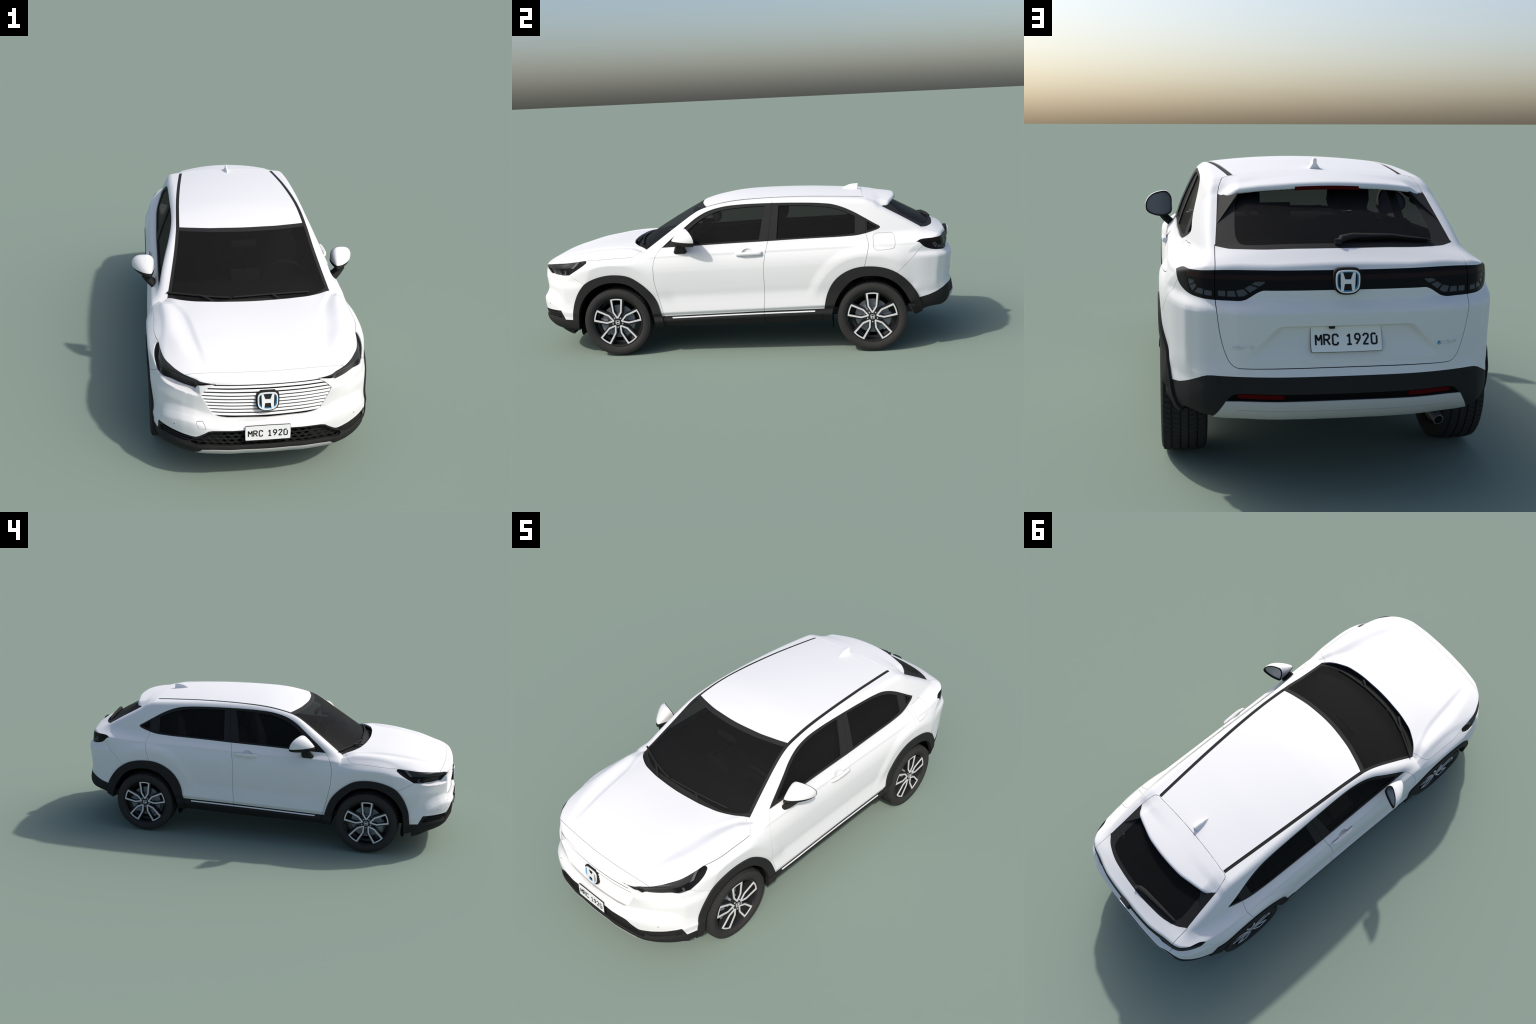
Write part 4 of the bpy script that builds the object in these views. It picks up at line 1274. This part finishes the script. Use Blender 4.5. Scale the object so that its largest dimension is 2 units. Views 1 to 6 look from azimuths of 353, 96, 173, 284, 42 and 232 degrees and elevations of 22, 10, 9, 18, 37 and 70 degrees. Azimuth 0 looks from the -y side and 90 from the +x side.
def lettering(name, body, w, h, stroke, place, mat, parent):
    """Extruded stroke letters filling w x h, put through place(V)."""
    cell, gap = 4.0, 1.75
    total = sum((2.0 if ch == ' ' else cell) for ch in body) + gap * (len(body) - 1)
    sx, sz = (w - stroke) / total, (h - stroke) / 7.0
    V, F = [], []
    cur = 0.0
    for ch in body:
        for path in GLYPH[ch]:
            P = [np.array(((cur + a) * sx - (w - stroke) / 2, b * sz - (h - stroke) / 2)) for a, b in path]
            n = len(P)
            L, R = [], []
            for i, p in enumerate(P):
                d1 = (P[i] - P[i - 1]) if i else None
                d2 = (P[i + 1] - P[i]) if i < n - 1 else None
                u1 = d1 / np.linalg.norm(d1) if d1 is not None else None
                u2 = d2 / np.linalg.norm(d2) if d2 is not None else None
                if u1 is None:
                    m, k = np.array((-u2[1], u2[0])), 1.0
                elif u2 is None:
                    m, k = np.array((-u1[1], u1[0])), 1.0
                else:
                    m = np.array((-(u1 + u2)[1], (u1 + u2)[0])); m /= np.linalg.norm(m) + 1e-9
                    k = min(1 / max(abs(m @ np.array((-u1[1], u1[0]))), 0.35), 1.8)
                L.append(p + m * k * stroke / 2); R.append(p - m * k * stroke / 2)
            b = len(V)
            for i in range(n):
                V += [(*L[i], 0), (*R[i], 0), (*L[i], 0.0007), (*R[i], 0.0007)]
            for i in range(n - 1):
                o, q = b + 4 * i, b + 4 * i + 4
                F += [(o + 2, o + 3, q + 3, q + 2), (o, q, q + 1, o + 1), (o, o + 2, q + 2, q), (o + 3, o + 1, q + 1, q + 3)]
            F += [(b, b + 1, b + 3, b + 2), (b + 4 * n - 4, b + 4 * n - 2, b + 4 * n - 1, b + 4 * n - 3)]
        cur += (2.0 if ch == ' ' else cell) + gap
    solid(name, place(np.array(V, float)), F, mat, parent)


def plate(c, lean, face, screw):
    """Number plate 153 x 54 mm (at this scale), upright text basis turned to face -y or +y."""
    root = empty('number_plate')
    R = Matrix.Rotation(math.pi if face > 0 else 0, 3, 'Z') @ Matrix.Rotation(math.pi / 2 + lean, 3, 'X')
    def put(name, w, h, z0, z1, mat, bev):
        q = outline([(-w / 2, -h / 2 + 0.002), (-w / 2, h / 2 - 0.002), (-w / 2 + 0.002, h / 2), (w / 2 - 0.002, h / 2), (w / 2, h / 2 - 0.002), (w / 2, -h / 2 + 0.002), (w / 2 - 0.002, -h / 2), (-w / 2 + 0.002, -h / 2)], n=2)
        V, F = slab(q, z1 - z0, 'z'); V[:, 2] += z0
        V = V @ np.array(R).T + np.array(c)
        solid(name, V, F, mat, root, bevel=bev)
    put('plate_frame', 0.1545, 0.0555, -0.003, 0.0005, 'ink', 0)
    put('plate_sheet', 0.1530, 0.0540, -0.002, 0.0012, 'plate', 0)
    lettering('plate_lettering', 'MRC 1920', 0.1370, 0.0255, 0.0038, lambda V: (V + [0, -0.0015, 0.0010]) @ np.array(R).T + np.array(c), 'ink', root)


grille()
emblem((0, -0.9805, 0.3445), 0.0650, 0.0585, -1, math.radians(-4), True)
honeycomb()
plate((0, -0.9984, 0.2300), math.radians(0), -1, False)
for s in (1, -1):
    for x, y, z, r in ((0.3095, -0.9225, 0.242, 0.0032),):
        V, F = lathe([(0.0, 0.0), (0.0, r * 0.75), (0.0004, r * 0.78), (0.0004, r), (-0.004, r)], 20)
        n = np.array(body_grad(np.array([[x, y, z]])))[0]; n /= np.linalg.norm(n)
        p = to_body(np.array([[x, y, z]]))[0] + n * 0.0004
        u = np.cross(n, (0, 0, 1)); u /= np.linalg.norm(u); v = np.cross(n, u)
        W = V[:, :1] * n + V[:, 1:2] * u + V[:, 2:3] * v + p
        solid('parking_sensor', W * [s, 1, 1], F, 'paint')
        V, F = lathe([(-0.001, r * 0.66), (0.0007, r * 0.70), (0.0007, r * 0.98), (-0.003, r * 1.02)], 20)
        solid('sensor_ring', (V[:, :1] * n + V[:, 1:2] * u + V[:, 2:3] * v + p) * [s, 1, 1], F, 'cell')
    # slats inside the outer pockets
    for z in (0.190, 0.2005):
        xs = np.linspace(0.262, 0.352, 16)
        rings = [[(x * s, nose_point(x, z) + d, z + e) for d, e in ((0.003, -0.0016), (0.003, 0.0016), (0.012, 0.0022), (0.012, -0.0022))] for x in xs]
        V, F = loft([[np.array(p, float) for p in r] for r in rings])
        solid('pocket_slat', V, F, 'trim')

# ------------------------------------------------------------------ tail: emblem, plate, badges, reflectors, exhaust
emblem((0, 0.9765, 0.4890), 0.0490, 0.0450, 1, 0.0, False)
plate((0, 0.9732, 0.3632), math.radians(-19), 1, True)
box('plate_lamp', (0.031, 0.969, 0.3890), (0.012, 0.014, 0.006), 'trim', bevel=0.001)


def tail_badge(body, x, z, w, h, mat):
    y = float(tail_y(np.array(abs(x)), np.array(z)))
    dy = (float(tail_y(np.array(abs(x) + 0.012), np.array(z))) - float(tail_y(np.array(abs(x) - 0.012), np.array(z)))) / 0.024
    yaw = math.atan(-dy) * (1 if x > 0 else -1)
    R = Matrix.Rotation(math.pi - yaw, 3, 'Z') @ Matrix.Rotation(math.pi / 2, 3, 'X')
    lettering('tail_badge', body, w, h, 0.0013, lambda V: (V * [1, 1, 2.2] + [0, 0, 0.0004]) @ np.array(R).T + np.array((x, y, z)), mat, CAR)


tail_badge('HR-V', 0.2215, 0.3490, 0.046, 0.0100, 'strip')
tail_badge('e:', -0.2075, 0.3490, 0.0115, 0.0090, 'blue')
tail_badge('HEV', -0.2330, 0.3488, 0.032, 0.0090, 'strip')


def tail_sheet(name, x0, x1, z0, z1, mat, proud, s, n=14):
    rings = []
    for x in np.linspace(x0, x1, n):
        e = min(1, min(x - x0, x1 - x) / 0.004 + 0.75)
        zm, hz = (z0 + z1) / 2, (z1 - z0) / 2 * e
        rings.append([np.array((x * s, float(tail_y(np.array(x), np.array(z))) + d, z)) for z, d in ((zm - hz, -0.008), (zm - hz, proud), (zm + hz, proud), (zm + hz, -0.008))])
    V, F = loft(rings)
    return solid(name, V, F, mat, bevel=0.0006)


for s in (1, -1):
    tail_sheet('rear_reflector', 0.1345, 0.2335, 0.2388, 0.2482, 'red', -0.0005, s)
    tail_sheet('skid_groove', 0.0, 0.235, 0.2065, 0.2125, 'silver', 0.0045, s, 20)
    for x, z in ((0.2719, 0.2722), (0.138, 0.2727)):
        p = to_body(np.array([[x, float(tail_y(np.array(x), np.array(z))), z]]))[0]
        n = body_grad(p[None])[0]; n /= np.linalg.norm(n)
        u = np.cross(n, (0, 0, 1)); u /= np.linalg.norm(u); v = np.cross(n, u)
        V, F = lathe([(0.0006, 0.0), (0.0006, 0.0034), (-0.001, 0.0036), (-0.001, 0.0044), (0.0004, 0.0046), (-0.004, 0.0048)], 20)
        W = V[:, :1] * n + V[:, 1:2] * u + V[:, 2:3] * v + p
        solid('parking_sensor', W * [s, 1, 1], F, 'frame')

P = [(-0.205, 0.80, 0.176), (-0.212, 0.88, 0.172), (-0.2185, 0.918, 0.166), (-0.2215, 0.936, 0.160)]
tube('exhaust_pipe', P, 0.0122, 'exhaust', n=20)
tube('exhaust_bore', [(-0.2208, 0.933, 0.1610), (-0.2219, 0.9372, 0.1596)], 0.0100, 'dark', n=20)


# ------------------------------------------------------------------ mirrors, handles, antenna, wipers, flaps
def door_mirror(s):
    root = empty('door_mirror')
    # shell: rings from the rear rim (y = -0.190) forward to a blunt nose, seen from the front as a rounded shield
    rim = outline([(0.3640, 0.5190), (0.3610, 0.5450), (0.3640, 0.5740), (0.3760, 0.5885), (0.4050, 0.5890), (0.4330, 0.5770), (0.4470, 0.5560), (0.4445, 0.5280), (0.4210, 0.5130), (0.3880, 0.5090)], n=9)
    c = np.array([0.4000, 0.5480])
    rings = []
    anchor = np.array([0.3760, 0.5235])
    for u, k in ((0.0, 0.93), (0.012, 1.0), (0.12, 1.02), (0.25, 1.0), (0.42, 0.90), (0.58, 0.76), (0.73, 0.59), (0.86, 0.41), (0.95, 0.25), (1.0, 0.10)):
        q = anchor + (rim - anchor) * k
        y = -0.2020 - 0.0985 * u - np.maximum(q[:, 1] - 0.530, 0) ** 2 * 6.5 * (1 - u) + (q[:, 0] - 0.40) * 0.35 * (1 - 0.5 * u)
        rings.append(np.c_[q[:, 0] * s, y, q[:, 1]])
    V, F = loft(rings, caps=False)
    F.append(tuple((len(rings) - 1) * len(rim) + k for k in range(len(rim))))
    for name, keep_up, mat in (('mirror_cap', True, 'paint'), ('mirror_housing', False, 'trim')):
        me = mesh(name, V, F)
        bm = bmesh.new(); bm.from_mesh(me)
        bmesh.ops.recalc_face_normals(bm, faces=bm.faces)
        geom = bm.verts[:] + bm.edges[:] + bm.faces[:]
        bmesh.ops.bisect_plane(bm, geom=geom, plane_co=(0, -0.20, 0.5335), plane_no=(0, 0.03, 1), clear_inner=keep_up, clear_outer=not keep_up)
        if keep_up:       # the rear rim is black as well
            bmesh.ops.delete(bm, geom=[f for f in bm.faces if f.calc_center_median().y > -0.2020 - max(f.calc_center_median().z - 0.53, 0) ** 2 * 6.5 + (abs(f.calc_center_median().x) - 0.40) * 0.35 - 0.0016], context='FACES')
        bm.to_mesh(me); bm.free()
        smooth_angle(me, 40)
        add(name, me, mat, root)
    k0, k1 = 0.995, 0.90
    A, B = c + (rim - c) * 1.004, c + (rim - c) * 0.92
    yy = lambda q, d: -0.2020 - d - np.maximum(q[:, 1] - 0.530, 0) ** 2 * 6.5 + (q[:, 0] - 0.40) * 0.35
    D = c + (rim - c) * 0.91
    V2, F2 = loft([np.c_[D[:, 0] * s, yy(D, 0.009), D[:, 1]], np.c_[B[:, 0] * s, yy(B, -0.0006), B[:, 1]], np.c_[A[:, 0] * s, yy(A, -0.0006), A[:, 1]], np.c_[A[:, 0] * s, yy(A, 0.003), A[:, 1]]], caps=False)
    solid('mirror_rim', V2, F2, 'trim', root)
    q = c + (rim - c) * 0.915
    V = np.c_[q[:, 0] * s, -0.2090 - np.maximum(q[:, 1] - 0.530, 0) ** 2 * 6.5 + (q[:, 0] - 0.40) * 0.35, q[:, 1]]
    solid('mirror_glass', np.concatenate([V, V - [0, 0.003, 0]]), [tuple(range(len(q)))] + [tuple(range(2 * len(q) - 1, len(q) - 1, -1))] + [(j, (j + 1) % len(q), len(q) + (j + 1) % len(q), len(q) + j) for j in range(len(q))], 'mirror', root)
    # stalk down to the door shoulder
    R = []
    for x, y0, y1, z, dz in ((0.402, -0.283, -0.232, 0.5225, 0.0), (0.394, -0.285, -0.238, 0.510, 0.0), (0.380, -0.292, -0.236, 0.494, 0.0), (0.364, -0.300, -0.234, 0.4795, 0.0), (0.352, -0.300, -0.234, 0.470, 0)):
        w = 0.011
        R.append([np.array(((x + a * w) * s, y, z + b * w * 0.8)) for a, y, b in ((-1, y0 + 0.006, 0.7), (-0.2, y0, 0), (0.9, y0 + 0.008, -0.7), (0.9, y1 - 0.008, -0.7), (0.3, y1, 0), (-1, y1 - 0.006, 0.7))])
    V, F = loft(R)
    solid('mirror_stalk', V, F, 'trim', root, bevel=0.002)


def door_handle(s):
    root = empty('door_handle')
    rings = []
    for y, h, d in ((-0.0105, 0.5, -0.004), (-0.0085, 0.85, 0.007), (-0.002, 1.0, 0.013), (0.02, 1.0, 0.018), (0.06, 1.0, 0.018), (0.095, 1.0, 0.016), (0.1085, 1.0, 0.014), (0.1120, 0.9, 0.011), (0.1130, 0.6, -0.004)):
        z0 = 0.4665 + 0.006 * (y - 0.05)
        xb = float(side_x(np.array(y), np.array(0.4665)))
        hh = 0.0088 * h
        rings.append([np.array(((xb + a) * s, y, z0 + b)) for a, b in ((d * 0.25, hh * 0.8), (d * 0.7, hh), (d, hh * 0.5), (d, -hh * 0.5), (d * 0.7, -hh), (d * 0.25, -hh * 0.8))])
    V, F = loft(rings)
    solid('handle_grip', V, F, 'paint', root, bevel=0.0012, angle=50)
    # finger cup behind the grip: a shallow dished oval
    V, F = [], []
    nr, na = 6, 28
    for r in range(nr + 1):
        for a in range(na):
            t = 2 * math.pi * a / na
            k = r / nr
            y, z = 0.0455 + 0.0275 * k * math.cos(t), 0.4690 + 0.0195 * k * math.sin(t)
            n = np.array((float(side_x(np.array(y), np.array(z))) - 0.011 * (1 - k ** 4), y, z))
            V.append(n * [s, 1, 1])
    for r in range(nr):
        for a in range(na):
            b = (a + 1) % na
            F.append((r * na + a, r * na + b, (r + 1) * na + b, (r + 1) * na + a))
    me = mesh('handle_cup', np.array(V), F if s > 0 else [f[::-1] for f in F])
    add('handle_cup', me, 'paint', root)


for s in (1, -1):
    door_mirror(s)
    door_handle(s)


def fin():
    rings = []
    for y, h, w in ((0.4835, 0.0005, 0.003), (0.490, 0.007, 0.0065), (0.500, 0.0135, 0.0095), (0.515, 0.0205, 0.0125), (0.530, 0.0245, 0.0145), (0.545, 0.0268, 0.0155), (0.5555, 0.0278, 0.0160), (0.5585, 0.0283, 0.0150), (0.5560, 0.0283, 0.0100)):
        z0 = float(cabin_z(np.array(0.0), np.array(min(y, 0.556)))) - 0.002
        yb = min(y, 0.556)
        rings.append([np.array(p) for p in ((-w, yb, z0), (-w * 0.75, yb, z0 + h * 0.18), (-w * 0.32, yb * 0.4 + y * 0.6, z0 + h * 0.55), (-0.0042 * min(1, h / 0.02), y, z0 + h * 0.95), (0, y, z0 + h + 0.0015), (0.0042 * min(1, h / 0.02), y, z0 + h * 0.95), (w * 0.32, yb * 0.4 + y * 0.6, z0 + h * 0.55), (w * 0.75, yb, z0 + h * 0.18), (w, yb, z0))])
    V, F = loft(rings)
    solid('antenna_fin', V, F, 'paint', angle=45)


fin()


def cowl_point(x, y, up):
    return (x, y, float(cabin_z(np.array(x), np.array(y))) + up)


def wiper(pts, arm, name='windshield_wiper'):
    root = empty(name)
    B = [cowl_point(x, y, 0.0065) for x, y in pts]
    xs = spline(*[(p[0], p[1]) for p in B]); zs = spline(*[(p[0], p[2]) for p in B])
    q = np.linspace(B[0][0], B[-1][0], 18)
    tube('wiper_blade', [(a, float(xs(a)), float(zs(a))) for a in q], (0.0042, 0.0032), 'trim', root, n=8)
    tube('wiper_rubber', [(a, float(xs(a)) + 0.001, float(zs(a)) - 0.004) for a in q], (0.0012, 0.0035), 'dark', root, n=6)
    A = [cowl_point(*arm[0], 0.010), cowl_point((arm[0][0] * 0.5 + arm[1][0] * 0.5), (arm[0][1] * 0.5 + arm[1][1] * 0.5), 0.014), cowl_point(*arm[1], 0.010)]
    tube('wiper_arm', A, [(0.0032, 0.0028), (0.004, 0.003), (0.006, 0.004)], 'trim', root, n=8)


wiper([(-0.3150, -0.4180), (-0.2555, -0.4470), (-0.1703, -0.4800), (-0.0800, -0.5020)], [(-0.1987, -0.4700), (-0.1300, -0.5200)])
wiper([(-0.0680, -0.5020), (0.0607, -0.4980), (0.1512, -0.4850), (0.2271, -0.4680)], [(0.0755, -0.4980), (0.1150, -0.5230)])

wr = empty('rear_wiper')
def deck(x, y, up):
    return (x, y, float(cabin_z(np.array(x), np.array(y))) + up)
tube('wiper_arm', [deck(-0.000, 0.893, 0.005), deck(-0.006, 0.886, 0.0075), deck(-0.03, 0.879, 0.0075), deck(-0.12, 0.869, 0.0065), deck(-0.205, 0.860, 0.0045), deck(-0.216, 0.858, 0.003)],
     [(0.007, 0.006), (0.0105, 0.008), (0.0105, 0.0075), (0.008, 0.005), (0.005, 0.003), (0.003, 0.002)], 'frame', wr, n=12)
tube('wiper_blade', [deck(-0.045, 0.886, 0.006), deck(-0.12, 0.876, 0.007), deck(-0.205, 0.866, 0.006)], (0.004, 0.004), 'dark', wr, n=8)
tube('wiper_pivot', [deck(0.004, 0.893, 0.0), deck(0.004, 0.893, 0.011)], 0.0085, 'frame', wr, n=14, up=(0, 1, 0))

for s in (1, -1):
    # air deflectors and mud flaps hanging below the sills
    q = outline([(-0.880, 0.130, 1), (-0.878, 0.1180), (-0.850, 0.1060), (-0.815, 0.0990), (-0.803, 0.0990, 1), (-0.800, 0.130, 1)], n=3)
    V, F = slab(q, 0.070, 'x'); V[:, 0] += 0.225 + (V[:, 1] + 0.88) * 0.75
    solid('air_deflector', V * [s, 1, 1], F, 'trim', bevel=0.001)
    q = outline([(-0.770, 0.150, 1), (-0.7655, 0.1000), (-0.760, 0.0925), (-0.7500, 0.1050), (-0.752, 0.150, 1)], n=2)
    V, F = slab(q, 0.080, 'x'); V[:, 0] += 0.275
    solid('wheel_deflector', V * [s, 1, 1], F, 'dark', bevel=0.001)
    V, F = slab([(0.290, 0.165), (0.372, 0.165), (0.362, 0.1120), (0.345, 0.0990), (0.300, 0.0990)], 0.004, 'y'); V[:, 1] += 0.4235
    solid('mud_flap', V * [s, 1, 1], F, 'dark', bevel=0.0008)


# ------------------------------------------------------------------ cabin seen through the glass
def cushion(name, rings, mat='interior', parent=None):
    V, F = loft([[np.array(p, float) for p in r] for r in rings])
    return solid(name, V, F, mat, parent, bevel=0.006, seg=3, angle=60)


def slabring(x, w, y, z, d, lean=0.0):
    """Cross-section of a seat back: rectangle of width w and depth d around (x, y, z)."""
    return [(x - w / 2, y - d / 2, z), (x + w / 2, y - d / 2, z), (x + w / 2, y + d / 2, z), (x - w / 2, y + d / 2, z)]


def seat(x):
    root = empty('front_seat')
    cushion('seat_base', [slabring(x, 0.20, -0.02, 0.20, 0.22), slabring(x, 0.23, -0.02, 0.24, 0.24), slabring(x, 0.22, -0.02, 0.285, 0.24)], parent=root)
    cushion('seat_back', [slabring(x, 0.21, 0.105, 0.27, 0.06), slabring(x, 0.235, 0.125, 0.36, 0.065), slabring(x, 0.225, 0.155, 0.47, 0.055), slabring(x, 0.17, 0.175, 0.545, 0.045)], parent=root)
    cushion('headrest', [slabring(x, 0.10, 0.178, 0.560, 0.040), slabring(x, 0.125, 0.178, 0.585, 0.050), slabring(x, 0.120, 0.183, 0.620, 0.045), slabring(x, 0.095, 0.187, 0.640, 0.030)], parent=root)


seat(0.165); seat(-0.165)
rs = empty('rear_seat')
cushion('seat_base', [slabring(0, 0.58, 0.46, 0.20, 0.22), slabring(0, 0.60, 0.46, 0.30, 0.24)], parent=rs)
cushion('seat_back', [slabring(0, 0.58, 0.585, 0.28, 0.06), slabring(0, 0.59, 0.62, 0.40, 0.06), slabring(0, 0.54, 0.65, 0.525, 0.045)], parent=rs)
for x in (0.175, -0.175, 0.0):
    cushion('headrest', [slabring(x, 0.10, 0.652, 0.530, 0.035), slabring(x, 0.11, 0.652, 0.555, 0.042), slabring(x, 0.09, 0.656, 0.585, 0.030)], parent=rs)
# dashboard, wheel, mirror, floor
rings = []
for x in np.linspace(-0.33, 0.33, 13):
    k = 1 - 0.35 * (x / 0.33) ** 2
    top = float(cabin_z(np.array(x), np.array(-0.40))) - 0.045
    rings.append([(x, -0.50 + 0.10 * (x / 0.33) ** 2, 0.455 - 0.02 * (1 - k)), (x, -0.40, min(0.500, top)), (x, -0.285, 0.492), (x, -0.262, 0.470), (x, -0.275, 0.40), (x, -0.40, 0.32)])
V, F = loft([[np.array(p, float) for p in r] for r in rings])
solid('dashboard', V, F, 'interior', angle=50)
box('display_screen', (0.0, -0.300, 0.512), (0.115, 0.006, 0.060), 'interior_light', bevel=0.002)
t = np.linspace(0, 2 * math.pi, 41)[:-1]
c, lean = np.array((0.165, -0.205, 0.465)), math.radians(24)
ring = [c + 0.083 * np.array((math.cos(a), -math.sin(a) * math.sin(lean), math.sin(a) * math.cos(lean))) for a in t]
rr = []
for i, p in enumerate(ring):
    d = ring[(i + 1) % 40] - ring[i - 1]; d /= np.linalg.norm(d)
    o = (p - c) / 0.083; w = np.cross(d, o)
    rr.append([p + 0.0065 * (math.cos(b) * o + math.sin(b) * w) for b in np.linspace(0, 2 * math.pi, 8, endpoint=False)])
V, F = loft(rr + [rr[0]], caps=False)
solid('steering_wheel', V, F, 'interior_light')
box('steering_hub', tuple(c + (0, -0.008, 0)), (0.12, 0.02, 0.035), 'interior', bevel=0.006)
box('rear_view_mirror', (0.0, -0.245, 0.628), (0.105, 0.014, 0.030), 'interior_light', bevel=0.006)
box('cabin_floor', (0, 0.15, 0.185), (0.70, 1.30, 0.03), 'interior', bevel=0)
box('luggage_floor', (0, 0.80, 0.34), (0.52, 0.24, 0.02), 'interior', bevel=0)
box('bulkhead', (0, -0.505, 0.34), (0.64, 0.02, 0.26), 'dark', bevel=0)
